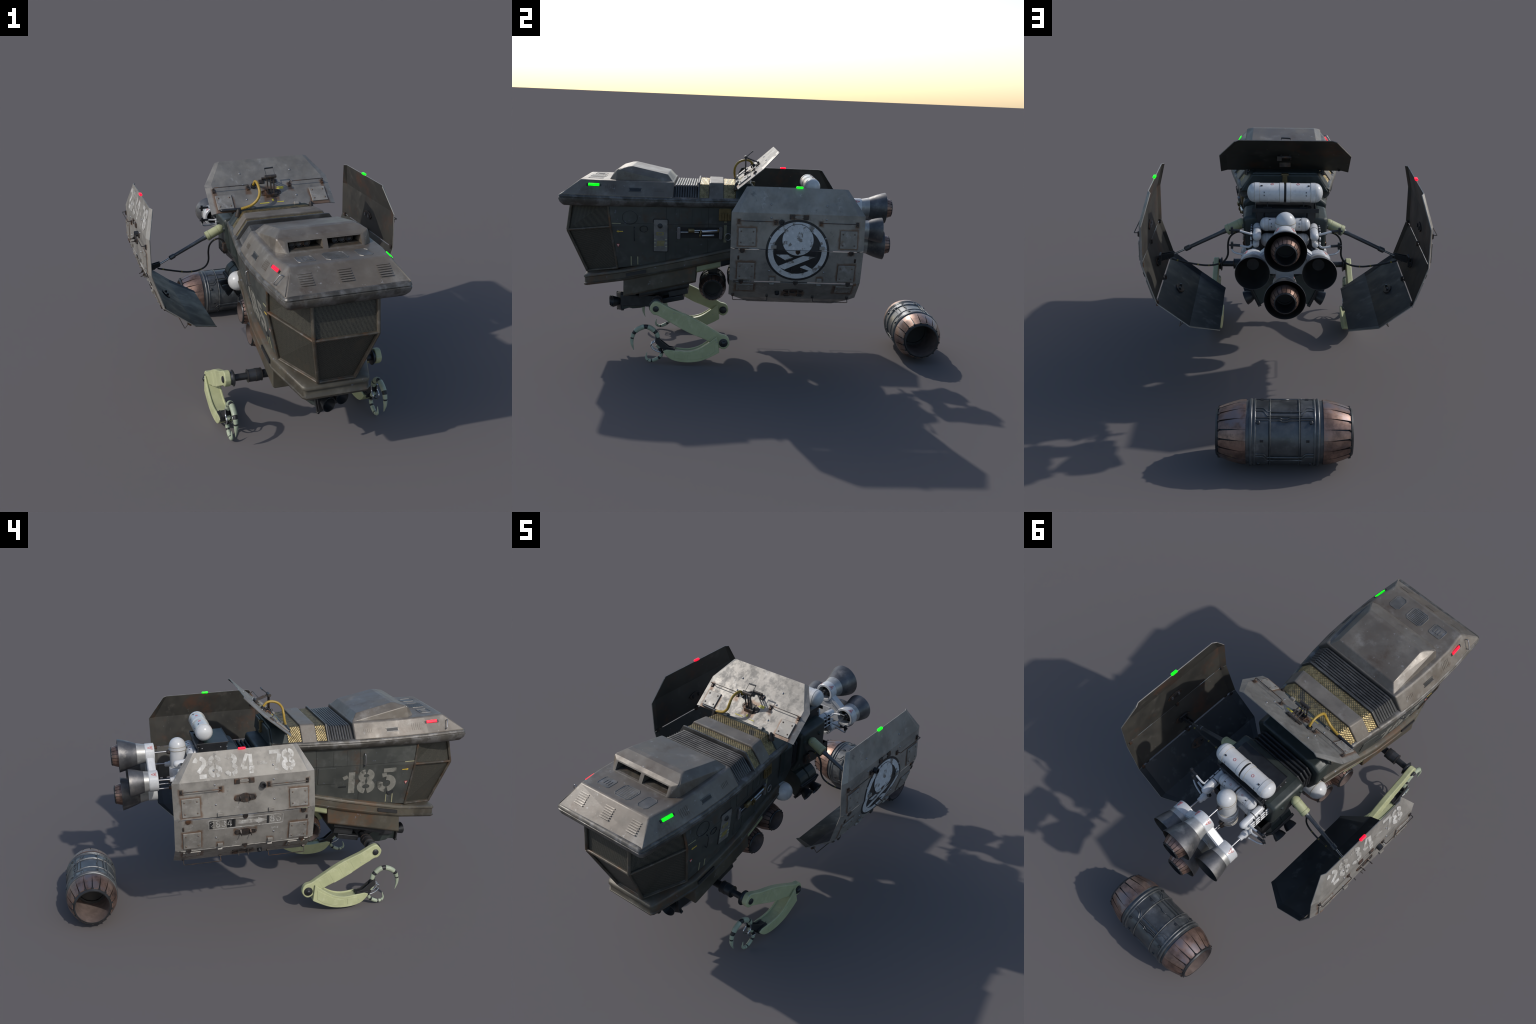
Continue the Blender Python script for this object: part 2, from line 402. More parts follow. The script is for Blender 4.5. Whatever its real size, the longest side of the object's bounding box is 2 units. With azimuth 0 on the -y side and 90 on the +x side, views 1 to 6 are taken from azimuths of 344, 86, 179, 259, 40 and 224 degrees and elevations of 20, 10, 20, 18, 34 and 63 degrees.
# bonnet
def bon(yb, yt, w=None):
    w = rim_w(yb) - .006 if w is None else w
    return [V((w, yb, .824)), V((w - .002, yb + (.004 if yb < -.97 else 0), .834)), V((w - .048, yt, .905)), V((-(w - .048), yt, .905)), V((-w + .002, yb + (.004 if yb < -.97 else 0), .834)), V((-w, yb, .824))]
g = Geo(); g.loft([bon(-.992, -.894, .247), bon(-.93, -.86), bon(-.80, -.79), bon(-.65, -.65), bon(-.53, -.53), bon(-.43, -.43)])
g.out('bonnet', M_bonnet, ship, bevel=.009, seg=3)
# dark slot, ribbed bellows and braid bands behind the bonnet
def trap(y, drop=0.0, inset=0.0, zb=.828):
    w = rim_w(y) - .008 - inset; t = rim_w(y) - .060 - inset * .6; z = .901 - drop
    return [V((w, y, zb)), V((t, y, z)), V((t - .012, y, z + .002)), V((-t + .012, y, z + .002)), V((-t, y, z)), V((-w, y, zb))]
Geo().loft([trap(-.432, .019, .016), trap(-.04, .019, .014)]).out('inner_deck', M_black, ship)
def band(name, y0, y1, drop, inset, mat, bev=.004):
    return Geo().loft([trap(y0, drop, inset), trap(y1, drop, inset)]).out(name, mat, ship, bevel=bev)
g = Geo()
for i in range(9):
    y = -.418 + i * .0125
    g.loft([trap(y - .0058, .018, .015), trap(y - .0036, .0125, .0115), trap(y, .011, .010), trap(y + .0036, .0125, .0115), trap(y + .0058, .018, .015)])
g.out('ribbed_bellows', M_rib, ship)
def braid(y0, y1):
    # woven braid: diagonal bumps displaced along the section normal
    sec = []
    def section(y):
        a = trap(y, .006, .006)
        return a
    ny = int((y1 - y0) / .0012); vs, fs = [], []
    nu = 330
    for j in range(ny + 1):
        y = y0 + (y1 - y0) * j / ny; a = section(y); L_ = [0]
        for p, q in zip(a, a[1:]): L_.append(L_[-1] + (q - p).length)
        for i in range(nu + 1):
            d = L_[-1] * i / nu; k = 0
            while k < len(a) - 2 and d > L_[k + 1]: k += 1
            p = a[k].lerp(a[k + 1], (d - L_[k]) / (L_[k + 1] - L_[k])); t = (a[k + 1] - a[k]).normalized(); nrm = V((0, 1, 0)).cross(t)
            if nrm.z < 0: nrm = -nrm
            u = d - L_[-1] / 2; kk = PI / .0125
            h = abs(math.sin((u + y) * kk) * math.sin((u - y) * kk)) ** .6 * 2 - 1
            e = min(1, min(j, ny - j) / 3)
            vs.append(p + nrm * (.0011 * h * e))
    for j in range(ny):
        for i in range(nu): fs.append((j * (nu + 1) + i, j * (nu + 1) + i + 1, (j + 1) * (nu + 1) + i + 1, (j + 1) * (nu + 1) + i))
    return obj_from('braid_band', vs, fs, M_weave, ship, smooth='open')
braid(-.300, -.254)
band('cross_band', -.309, -.301, -.004, -.004, M_rib, .002)
band('cross_band', -.252, -.180, -.003, -.002, M_bonnet)
braid(-.179, -.118)
band('cross_band', -.117, -.036, .001, .0, M_neck, .006)

# air scoop
pts = [(.160, -.756, .903), (.197, -.721, .902), (.192, -.434, .902), (.161, -.729, .947), (.189, -.712, .957), (.157, -.666, .972), (.154, -.645, .974), (.160, -.464, .938)]
bm = bmesh.new()
for p in pts:
    for s in (1, -1): bm.verts.new((p[0] * s, p[1], p[2]))
bmesh.ops.convex_hull(bm, input=bm.verts)
bmesh.ops.dissolve_limit(bm, angle_limit=math.radians(2), verts=bm.verts, edges=bm.edges)
me = bpy.data.meshes.new('air_scoop'); bm.to_mesh(me); bm.free(); me.materials.append(M_bonnet)
scoop = bpy.data.objects.new('air_scoop', me); bpy.context.scene.collection.objects.link(scoop); scoop.parent = ship
bv = scoop.modifiers.new('bevel', 'BEVEL'); bv.width = .008; bv.segments = 3; bv.limit_method = 'ANGLE'; bv.angle_limit = math.radians(15)
cut = Geo()
tilt = Matrix.Rotation(0, 3, 'X')
for s in (1, -1):
    a = [V((s * x, y, z)) for x, y, z in ((.009, -.80, .908), (.152, -.80, .908), (.152, -.80, .9440), (.009, -.80, .9440))]
    b = [V((s * x, -.655, z)) for x, z in ((.012, .911), (.146, .911), (.146, .9415), (.012, .9415))]
    cut.prism(a, b)
c_o = cut.out('scoop_cutter', M_dark, None)
bo = scoop.modifiers.new('openings', 'BOOLEAN'); bo.operation = 'DIFFERENCE'; bo.object = c_o; bo.solver = 'EXACT'
dg = bpy.context.evaluated_depsgraph_get()
me2 = bpy.data.meshes.new_from_object(scoop.evaluated_get(dg)); scoop.modifiers.clear(); scoop.data = me2
bpy.data.objects.remove(c_o)
# dark intake lining with round blower drums
g = Geo(); d = Geo(); fl = Geo()
for s in (1, -1):
    g.box((s * .0795, -.66, .9265), (.136, .004, .032)); g.box((s * .0795, -.695, .9425), (.136, .06, .002))
    fl.box((s * .0795, -.70, .9105), (.138, .085, .003))
    for k in range(3):
        x = .088 * s + (k - 1) * .029 - .006
        d.rev((x, -.712, .9265), (0, 1, 0), [(.010, .004), (.006, .011), (.0, .0125), (.0, .0145), (.006, .0150), (.05, .0150)], 24)
g.out('intake_lining', M_black, ship); d.out('blower_drum', M_darkrust, ship, smooth=40); fl.out('intake_floor', M_frame, ship)
g = Geo()
for s in (1, -1):
    for (x0, x1, z0, z1) in ((.0065, .009, .906, .946), (.152, .1545, .906, .946), (.0065, .1545, .9055, .908), (.0065, .1545, .9440, .9465)):
        ya = lambda z: -.754 + (z - .903) * (.027 / .044) - .0015
        g.prism([V((s * x, ya(z), z)) for x, z in ((x0, z0), (x1, z0), (x1, z1), (x0, z1))], [V((s * x, ya(z) + .006, z)) for x, z in ((x0, z0), (x1, z0), (x1, z1), (x0, z1))])
g.out('intake_trim', M_dark, ship)

# hatch covers and louvres on the bonnet top
def cover(cx, cy, hx, hy, ch):
    p = [(-hx + ch, -hy), (hx - ch, -hy), (hx, -hy + ch), (hx, hy - ch), (hx - ch, hy), (-hx + ch, hy), (-hx, hy - ch), (-hx, -hy + ch)]
    g = Geo()
    lo = [V((cx + x, cy + y, .9045)) for x, y in p]; hi = [V((cx + x * .97, cy + y * .97, .9068)) for x, y in p]
    inn = [V((cx + x * .9, cy + y * .9, .9066)) for x, y in p]; bot = [V((cx + x * .88, cy + y * .88, .9052)) for x, y in p]
    g.loft([lo, hi, inn, bot])
    return g
M_chip = worn('chipped_cover_metal', (.15, .143, .132), (.11, .105, .097), (.19, .19, .195), scale=14, metal=.45, chips=(.22, .26, .34))
cover(.006, -.828, .047, .041, .014).out('roof_cover', M_chip, ship)
cover(.122, -.828, .029, .039, .012).out('roof_cover', M_chip, ship)
cover(-.114, -.829, .036, .031, .007).out('roof_cover', M_chip, ship)
g = Geo()
for i in range(8): g.box((.006, -.857 + i * .0083, .9052), (.074, .0042, .003))
for i in range(3): g.box((-.098 - i * .014, -.829, .9058), (.009, .028, .0022))
g.out('roof_louvre', M_chip, ship, bevel=.0008)
def slope_pt(x, t, h):
    # front slope of the bonnet, t from lower edge to top edge
    a = V((x, -.989, .834)); b = V((x, -.894, .905)); nrm = V((0, -.071, .09)).normalized()
    return a.lerp(b, t) + nrm * h
g = Geo()
for cx in (-.150, .004, .158):
    for i in range(6):
        t = .30 + i * .085; w = .026
        g.prism([slope_pt(cx + sx * w, t + st, hh) for sx, st, hh in ((-1, -.028, .0), (1, -.028, .0), (1, .02, .0), (-1, .02, .0))],
                [slope_pt(cx + sx * w, t + st, hh) for sx, st, hh in ((-1, -.024, .0009), (1, -.024, .0009), (1, .018, .0005), (-1, .018, .0005))])
g.out('front_louvre', M_bonnet, ship)
def bon_side(y, z, h, s):
    w = rim_w(y) - .008; t = (z - .834) / .071
    nrm = V((.071, 0, .046)).normalized(); p = V((w - .046 * t, y, z)) + nrm * h
    return V((s * p.x, p.y, p.z))
def bside(g, y0, y1, z0, z1, h0, h1, s):
    q = [(y0, z0), (y1, z0), (y1, z1), (y0, z1)]
    g.prism([bon_side(y, z, h0, s) for y, z in q], [bon_side(y, z, h1, s) for y, z in q])
for s, ml in ((1, M_green_light), (-1, M_red_light)):
    g = Geo(); bside(g, -.647, -.592, .856, .869, -.004, .0012, s); g.out('bonnet_slot', M_black, ship)
    g = Geo(); bside(g, -.651, -.588, .8685, .8715, -.002, .002, s); bside(g, -.651, -.588, .8535, .8565, -.002, .002, s); g.out('bonnet_slot_rim', M_rib, ship)
    g = Geo(); bside(g, -.862, -.790, .874, .884, -.002, .0018, s); g.out('lamp_bed', M_black, ship)
    g = Geo(); bside(g, -.853, -.799, .8745, .8855, .0, .004, s); g.out('navigation_lamp', ml, ship, bevel=.003, seg=3)
    g = Geo()
    for i in range(5): bside(g, -.765 + i * .010, -.760 + i * .010, .852, .882, -.001, .0012, s)
    for i in range(5): bside(g, -.52 + i * .009, -.516 + i * .009, .858, .874, -.001, .0009, s)
    g.out('side_louvre', M_bonnet, ship)
g = Geo()
hp = [bon_side(y, z, h, -1) for y, z, h in ((-.905, .878, 0), (-.905, .877, .012), (-.903, .87, .015), (-.897, .85, .015), (-.893, .842, .012), (-.893, .841, 0))]
g.tube(hp, .0022, 8, 4); g.out('grab_handle', M_silver, ship, smooth=60)

# ------------------------------------------------------------------ hull side fittings
def wall_box(g, y0, y1, z0, z1, h0, h1, s, ch=0):
    q = [(y0, z0), (y1, z0), (y1, z1), (y0, z1)]
    if ch: q = [(y0 + ch, z0), (y1 - ch, z0), (y1, z0 + ch), (y1, z1 - ch), (y1 - ch, z1), (y0 + ch, z1), (y0, z1 - ch), (y0, z0 + ch)]
    g.prism([on_hull(y, z, h0, s) for y, z in q], [on_hull(y, z, h1, s) for y, z in q])
# starboard access panel
g = Geo(); wall_box(g, -.530, -.452, .544, .720, -.004, .002, 1, .006); g.out('access_panel_gasket', M_black, ship)
g = Geo(); wall_box(g, -.525, -.457, .549, .690, -.004, .0035, 1, .003); wall_box(g, -.525, -.457, .6903, .715, -.004, .0035, 1, .003); g.out('access_panel', M_grey, ship)
g = Geo(); g.rev(on_hull(-.494, .684, .001), (1, 0, .1), [(0, .013), (.006, .012), (.009, .006)], 20); g.out('access_knob', M_black, ship, smooth=40)
g = Geo(); wall_box(g, -.512, -.476, .635, .638, .003, .0045, 1); wall_box(g, -.512, -.476, .648, .651, .003, .0045, 1); wall_box(g, -.512, -.506, .636, .65, .003, .0045, 1); wall_box(g, -.482, -.476, .636, .65, .003, .0045, 1)
for i in range(7):
    y = -.512 + i * .0055
    g.prism([on_hull(a, b, .003) for a, b in ((y, .578), (y + .003, .578), (y + .009, .606), (y + .006, .606))], [on_hull(a, b, .0045) for a, b in ((y, .578), (y + .003, .578), (y + .009, .606), (y + .006, .606))])
g.out('warning_mark', plain('faded_yellow_mark', (.26, .22, .07), .6), ship)
g = Geo()
for z in (.573, .592, .611):
    for y in (-.524, -.469): wall_box(g, y, y + .011, z, z + .005, .003, .0046, 1)
g.out('edge_mark', plain('pale_mark', (.33, .34, .24), .6), ship)
# starboard actuators on a slightly raised black plate
g = Geo(); wall_box(g, -.408, -.182, .622, .678, -.006, .001, 1, .004); g.out('actuator_dark_plate', M_black, ship)
g = Geo()
g.cyl(on_hull(-.395, .655, .008), on_hull(-.30, .655, .008), .003); g.cyl(on_hull(-.283, .660, .010), on_hull(-.203, .664, .010), .008)
g.cyl(on_hull(-.283, .638, .010), on_hull(-.222, .640, .010), .006); g.cyl(on_hull(-.325, .665, .010), on_hull(-.283, .665, .010), .0035)
g.out('actuator_rod', M_chrome, ship, smooth=40)
g = Geo()
for y in (-.408, -.196): wall_box(g, y, y + .017, .618, .682, 0, .012, 1, .004)
g.out('actuator_bracket', M_silver, ship, bevel=.002)
g = Geo(); g.cyl(on_hull(-.352, .665, .012), on_hull(-.322, .665, .012), .011); g.rev(on_hull(-.292, .655, .010), (0, 1, 0), [(0, .014), (.006, .014)], 14); g.rev(on_hull(-.296, .638, .010), (0, 1, 0), [(0, .01), (.006, .01)], 14); g.rev(on_hull(-.205, .664, .010), (0, 1, 0), [(0, .01), (.008, .008)], 14)
g.out('actuator_collar', M_brass, ship, smooth=40)
# starboard strap and buckle
g = Geo(); wall_box(g, -.172, -.158, .60, .776, 0, .003, 1); g.out('strap', plain('tan_webbing', (.19, .185, .12), .8), ship)
g = Geo(); wall_box(g, -.2, -.138, .714, .779, 0, .008, 1, .004); g.out('buckle', M_brass, ship, bevel=.002)
g = Geo(); 
for i in range(4): wall_box(g, -.195 + i * .014, -.187 + i * .014, .718, .756, .006, .014, 1)
g.out('buckle_tongue', M_brass, ship, bevel=.002)
g = Geo(); g.tube([on_hull(-.15 + .016 * math.cos(a), .632 + .018 * math.sin(a), .012) for a in [i * PI / 6 for i in range(13)]], .0025, 8, 2); g.out('tie_ring', M_silver, ship, smooth=60)
g = Geo()
g.tube([on_hull(*p) for p in ((-.622, .673, 0), (-.622, .672, .012), (-.622, .64, .014), (-.622, .608, .012), (-.622, .607, 0))], .0022, 8, 4)
g.tube([on_hull(-.575 + .02 * math.cos(a), .665 + .016 * math.sin(a), .002) for a in [i * PI / 8 for i in range(17)]], .0016, 6, 1)
g.tube([on_hull(-.645 + .038 * math.cos(a), .722 + .034 * math.sin(a), .001) for a in [i * PI / 12 for i in range(25)]], .0014, 6, 1)
g.out('side_fitting', M_dark, ship, smooth=60)
g = Geo()
for (a, b, z0, z1) in ((-.421, -.328, .70, .774), (-.289, -.226, .70, .774), (-.42, -.352, .53, .60)):
    for (y0, y1, za, zb) in ((a, b, z0, z0 + .002), (a, b, z1 - .002, z1), (a, a + .002, z0, z1), (b - .002, b, z0, z1)): wall_box(g, y0, y1, za, zb, -.001, .0014, 1)
g.out('panel_edge', M_hull, ship)
# port side: number, small plate, handle
g = Geo(); wall_box(g, -.346, -.261, .598, .684, -.002, .0035, -1, .002); g.out('port_plate', M_hull, ship, bevel=.0012)
g = Geo(); g.tube([on_hull(*p, -1) for p in ((-.486, .752, 0), (-.486, .75, .012), (-.488, .72, .015), (-.486, .692, .012), (-.486, .69, 0))], .0026, 8, 4); g.out('grab_handle', M_silver, ship, smooth=60)
g = Geo(); wall_box(g, -.40, -.362, .577, .581, -.001, .003, -1); g.rev(on_hull(-.625, .534, -.002, -1), (-1, 0, 0), [(0, .02), (.003, .018)], 24); g.out('side_fitting', M_dark, ship)
for s in (1, -1):
    g = Geo()
    for y in (-.607, -.640): wall_box(g, y - .002, y + .003, sk_z(y) + .012, .517, 0, .0016, s)
    wall_box(g, -.74 if s < 0 else -.735, -.69, .688, .692, 0, .0016, s)
    g.out('pale_stripe', plain('pale_stripe_paint', (.27, .26, .16), .6), ship)
    g = Geo(); wall_box(g, -.706, -.679, .647, .651, 0, .0016, s)
    q = [(-.712, .649), (-.702, .655), (-.702, .643)] if s < 0 else [(-.712, .649), (-.702, .655), (-.702, .643)]
    g.prism([on_hull(y, z, 0, s) for y, z in q], [on_hull(y, z, .0017, s) for y, z in q]); g.out('yellow_arrow', M_yellow, ship)
    q = [(-.712, .582), (-.696, .582), (-.704, .566)]; q2 = [(-.709, .580), (-.699, .580), (-.704, .570)]
    g = Geo(); g.prism([on_hull(y, z, 0, s) for y, z in q], [on_hull(y, z, .0016, s) for y, z in q]); g.out('warning_triangle', M_red, ship)
    g = Geo(); g.prism([on_hull(y, z, 0, s) for y, z in q2], [on_hull(y, z, .0024, s) for y, z in q2]); g.out('warning_triangle_centre', plain('pink_mark', (.6, .45, .43), .6), ship)

# ------------------------------------------------------------------ stencil lettering
def arc(cx, cy, rx, ry, a0, a1, n=10):
    return [(cx + rx * math.cos(math.radians(a0 + (a1 - a0) * i / n)), cy + ry * math.sin(math.radians(a0 + (a1 - a0) * i / n))) for i in range(n + 1)]
# every glyph: strokes in a 0..1 wide, 0..1.6 high box; (points, width)
W_ = .27
GLYPH = {
 '8': [(arc(.5, 1.18, .31, .28, 100, 260), W_), (arc(.5, 1.18, .31, .28, -80, 80), W_), (arc(.5, .45, .36, .32, 100, 260), W_), (arc(.5, .45, .36, .32, -80, 80), W_)],
 '2': [(arc(.5, 1.12, .34, .34, 172, 118), W_), (arc(.5, 1.12, .34, .34, 85, -40) + [(.36, .42)], W_), ([(.42, .14), (.95, .14)], W_)],
 '3': [(arc(.5, 1.18, .31, .28, 160, 105), W_), (arc(.5, 1.18, .31, .28, 85, -70), W_), (arc(.5, .45, .36, .32, 75, -80), W_), (arc(.5, .45, .36, .32, -100, -165), W_)],
 '4': [([(.55, 1.5), (.12, .55)], .22), ([(.12, .48), (.5, .48)], .2), ([(.78, 1.45), (.78, .62)], .25), ([(.78, .5), (.78, .05)], .27), ([(.66, .48), (1.02, .48)], .2)],
 '7': [([(.1, 1.45), (.9, 1.45)], .24), ([(.85, 1.3), (.55, .1)], .25)],
 '1': [([(.15, 1.12), (.42, 1.25)], .2), ([(.66, 1.55), (.66, .05)], .34)],
 '5': [([(.3, 1.46), (.98, 1.46)], .2), ([(.24, 1.12), (.48, 1.16)], .2), (arc(.5, .55, .36, .42, 95, -80), W_), (arc(.5, .55, .36, .42, -100, -200), W_)],
 '-': [([(.15, .75), (.85, .75)], .2)],
 '6': [(arc(.5, .45, .36, .32, 100, 260), W_), (arc(.5, .45, .36, .32, -80, 80), W_), (arc(.55, .75, .42, .7, 175, 110), W_)],
 'A': [([(.1, 0), (.5, 1.5)], .2), ([(.9, 0), (.5, 1.5)], .2), ([(.3, .5), (.7, .5)], .18)],
}
def stroke(pts, w):
    """quads along a polyline"""
    L, Rr = [], []
    for i, p in enumerate(pts):
        a = V(pts[max(i - 1, 0)]); b = V(pts[min(i + 1, len(pts) - 1)]); t = (b - a).normalized(); nrm = V((-t.y, t.x))
        L.append(V(p) + nrm * w / 2); Rr.append(V(p) - nrm * w / 2)
    return [(L[i], L[i + 1], Rr[i + 1], Rr[i]) for i in range(len(pts) - 1)]
def lettering(g, text, u0, v0, cw, ch, gap, fn, h0, h1, wscale=1.0):
    """fn(u, v, h) maps flat coordinates to the surface"""
    for i, c in enumerate(text):
        if c == ' ': continue
        for si, (pts, w) in enumerate(GLYPH[c]):
            for q in stroke([(x * cw, y * ch / 1.6) for x, y in pts], w * cw * wscale):
                P = [(u0 + i * (cw + gap) + p.x, v0 + p.y) for p in q]
                g.prism([fn(u, v, h0) for u, v in P], [fn(u, v, h1 + si * .00015) for u, v in P])
g = Geo()
hn = lambda u, v, h: on_hull(-u, v, h, -1)
lettering(g, '1', .372, .538, .082, .122, 0, hn, 0, .0016, 1.12); lettering(g, '8', .455, .536, .088, .130, 0, hn, 0, .0016, 1.12); lettering(g, '5', .556, .536, .095, .128, 0, hn, 0, .0016, 1.12)
g.out('hull_number', M_paint3, ship)

# ------------------------------------------------------------------ folded sheet panels (wings and roof hatch)
class Sheet:
    """folded panel: profile points in a plane, edges along u; v runs down the profile from row 0"""
    def __init__(s, prof, uaxis, out):
        s.p = [V(q) for q in prof]; s.u = V(uaxis); s.n = []
        for a, b in zip(s.p, s.p[1:]):
            m = s.u.cross(b - a).normalized(); s.n.append(m if m.dot(V(out)) > 0 else -m)
        s.L = [(b - a).length for a, b in zip(s.p, s.p[1:])]; s.cum = [0]
        for l in s.L: s.cum.append(s.cum[-1] + l)
        s.off = .011; s.roff = None
    def rown(s, i):
        if i == 0: return s.n[0]
        if i == len(s.p) - 1: return s.n[-1]
        a, b = s.n[i - 1], s.n[i]; m = (a + b).normalized(); return m / max(m.dot(a), .5)
    def at(s, u, f, d, h):
        """facet f, distance d down it, h out of the main surface"""
        a = s.p[f] + s.rown(f) * s.ro(f); b = s.p[f + 1] + s.rown(f + 1) * s.ro(f + 1)
        return a.lerp(b, d / s.L[f]) + s.n[f] * h + s.u * u
    def ro(s, i): return s.off if s.roff is None else s.roff[i]
    def unroll(s, u, v, h):
        f = 0
        while f < len(s.L) - 1 and v > s.cum[f + 1]: f += 1
        return s.at(u, f, v - s.cum[f], h)
    def panel(s, name, rows, ext, ins, mats, parent, gap=(0, 0), thick=.0035):
        """rows: list of profile row indices; ext: (u0, u1) per row; ins: flange width per row"""
        vs, fs = [], []
        for j, i in enumerate(rows):
            base = s.p[i].copy(); nr = s.rown(i)
            if j == 0 and gap[0]: base += (s.p[i + 1] - s.p[i]).normalized() * gap[0]; nr = s.n[i]
            if j == len(rows) - 1 and gap[1]: base += (s.p[i - 1] - s.p[i]).normalized() * gap[1]; nr = s.n[i - 1]
            if j == 0 and i: base = base; 
            u0, u1 = ext[i]; w = ins[i]
            top = base + nr * s.ro(i)
            vs += [base + s.u * u0, top + s.u * (u0 + w), top + s.u * (u1 - w), base + s.u * u1]
        for j in range(len(rows) - 1):
            for k in range(3): fs.append((j * 4 + k, j * 4 + k + 1, j * 4 + 5 + k, j * 4 + 4 + k))
        # orient outward
        a, b, c = vs[fs[1][0]], vs[fs[1][1]], vs[fs[1][2]]
        if (b - a).cross(c - b).dot(s.n[rows[0]]) < 0: fs = [tuple(reversed(f)) for f in fs]
        o = obj_from(name, vs, fs, None, parent, smooth='open', mats=mats)
        so = o.modifiers.new('thickness', 'SOLIDIFY'); so.thickness = thick; so.offset = -1; so.material_offset = 1; so.material_offset_rim = 0; so.use_even_offset = True
        return o

bolt_me = {}
def bolt(pos, nrm, r, parent, mat):
    if mat.name not in bolt_me:
        g = Geo(); g.rev((0, 0, 0), (0, 0, 1), [(-.1, 1), (.25, 1), (.55, .8), (.75, .45), (.8, .1)], 14)
        o = g.out('bolt', mat, None, smooth=60); bolt_me[mat.name] = o.data; bpy.data.objects.remove(o)
    o = bpy.data.objects.new('bolt', bolt_me[mat.name]); bpy.context.scene.collection.objects.link(o); o.parent = parent
    q = V((0, 0, 1)).rotation_difference(V(nrm))
    o.matrix_world = Matrix.Translation(pos) @ q.to_matrix().to_4x4() @ Matrix.Diagonal((r, r, r, 1))
    o.matrix_local = o.matrix_world

def sheet_plate(S, f, u0, u1, d0, d1, parent, mat, h=.005):
    q = [(u0, d0), (u1, d0), (u1, d1), (u0, d1)]
    Geo().prism([S.at(u, f, d, -.001) for u, d in q], [S.at(u, f, d, h) for u, d in q]).out('bolted_plate', mat, parent, bevel=.0015)
    for u in (u0 + .012, u1 - .012):
        for d in (d0 + .015, d1 - .015): bolt(S.at(u, f, d, h), S.n[f], .0038, parent, M_boltrust)
def sheet_bar(S, f, u0, u1, d, parent, h=.020, mat=None, k=1):
    g = Geo(); mat = mat or M_darkrust
    g.tube([S.at(u0, f, d, 0), S.at(u0, f, d, h * .95), S.at(u0 + .003, f, d, h), S.at(u1 - .003, f, d, h), S.at(u1, f, d, h * .95), S.at(u1, f, d, 0)], .0019 * k, 8, 1)
    for u in (u0, u1):
        e = S.at(u, f, d, .0); g.prism([S.at(u + a, f, d + b, -.001) for a, b in ((-.006, -.006), (.006, -.006), (.006, .016), (-.006, .016))], [S.at(u + a, f, d + b, .006) for a, b in ((-.005, -.005), (.005, -.005), (.005, .013), (-.005, .013))])
    g.out('grab_bar', mat, parent, smooth=40)
def sheet_oval(S, f, u, d, parent, hu=.05, hd=.021, pins=True):
    pr = [(hu * c, hd * s_) for c, s_ in ((1, 0), (.93, .45), (.75, .62), (.4, .75), (.12, 1), (-.12, 1), (-.4, .75), (-.75, .62), (-.93, .45), (-1, 0), (-.93, -.45), (-.75, -.62), (-.4, -.75), (-.12, -1), (.12, -1), (.4, -.75), (.75, -.62), (.93, -.45))]
    g = Geo(); g.loft([[S.at(u + a * k, f, d + b * k, h) for a, b in pr] for k, h in ((1, -.001), (1, .003), (.93, .0045), (.82, .0045), (.8, .002))])
    g.out('oval_socket', M_darkrust, parent)
    if pins:
        g = Geo()
        for e in (-.022, .022): g.cyl(S.at(u + e, f, d + .004, 0), S.at(u + e, f, d + .004, .027), .0028, .0022, 10); g.prism([S.at(u + e + a, f, d + b, 0) for a, b in ((-.003, -.012), (.003, -.012), (.003, .004), (-.003, .004))], [S.at(u + e + a, f, d + b, .014) for a, b in ((-.002, -.001), (.002, -.001), (.002, .004), (-.002, .004))])
        g.out('socket_pin', M_darkrust, parent, smooth=40)
def sheet_box(S, f, u, d, hu, hd, h, name, mat, parent, bev=.0015):
    q = [(u - hu, d - hd), (u + hu, d - hd), (u + hu, d + hd), (u - hu, d + hd)]
    Geo().prism([S.at(a, f, b, -.001) for a, b in q], [S.at(a, f, b, h) for a, b in q]).out(name, mat, parent, bevel=bev)
def sheet_tab(S, f, u, d, parent):
    q = [(-.011, -.007), (.011, -.007), (.011, .004), (.004, .014), (-.004, .014), (-.011, .004)]
    Geo().prism([S.at(u + a, f, d + b, -.001) for a, b in q], [S.at(u + a, f, d + b, .004) for a, b in q]).out('hinge_tab', M_darkrust, parent, bevel=.001)
def sheet_cup(S, f, u, d, parent, r=.0135, h=.02):
    g = Geo(); g.rev(S.at(u, f, d, -.001), S.n[f], [(0, r), (h, r), (h, r * .68), (h * .3, r * .66)], 20); g.out('pipe_stub', M_dark, parent, smooth=40)

YC = .172
M_boltrust = worn('rusty_bolt', (.17, .15, .13), (.11, .09, .075), (.22, .2, .18), stain=(.13, .075, .045), scale=40, metal=.4, stain_amt=(.45, .6))
PLATES_T = [(.410, .700), (-.067, .700)]
M_top = panel_metal('wing_sheet_upper', [(.410, .70, .041, .043), (-.067, .70, .041, .043), (.277, .770, .006, .008), (.449, .770, .004, .008), (-.107, .770, .004, .008), (.065, .770, .006, .008), (.173, .799, .036, .004), (.173, .722, .04, .008)], (1, 2))
M_mid = panel_metal('wing_sheet_middle', [(.411, .536, .041, .041), (-.067, .536, .041, .041), (.174, .554, .045, .012), (.287, .498, .01, .006), (.06, .498, .01, .006), (.426, .637, .01, .008), (-.086, .637, .01, .008)], (1, 2))
M_low = panel_metal('wing_sheet_lower', [(.408, .435, .046, .022), (-.067, .435, .046, .022), (.17, .40, .05, .01)], (1, 2))
M_plate = worn('bolted_plate_metal', (.25, .235, .212), (.17, .16, .145), (.31, .3, .29), stain=(.14, .095, .065), scale=20, metal=.25, stain_amt=(.58, .75))

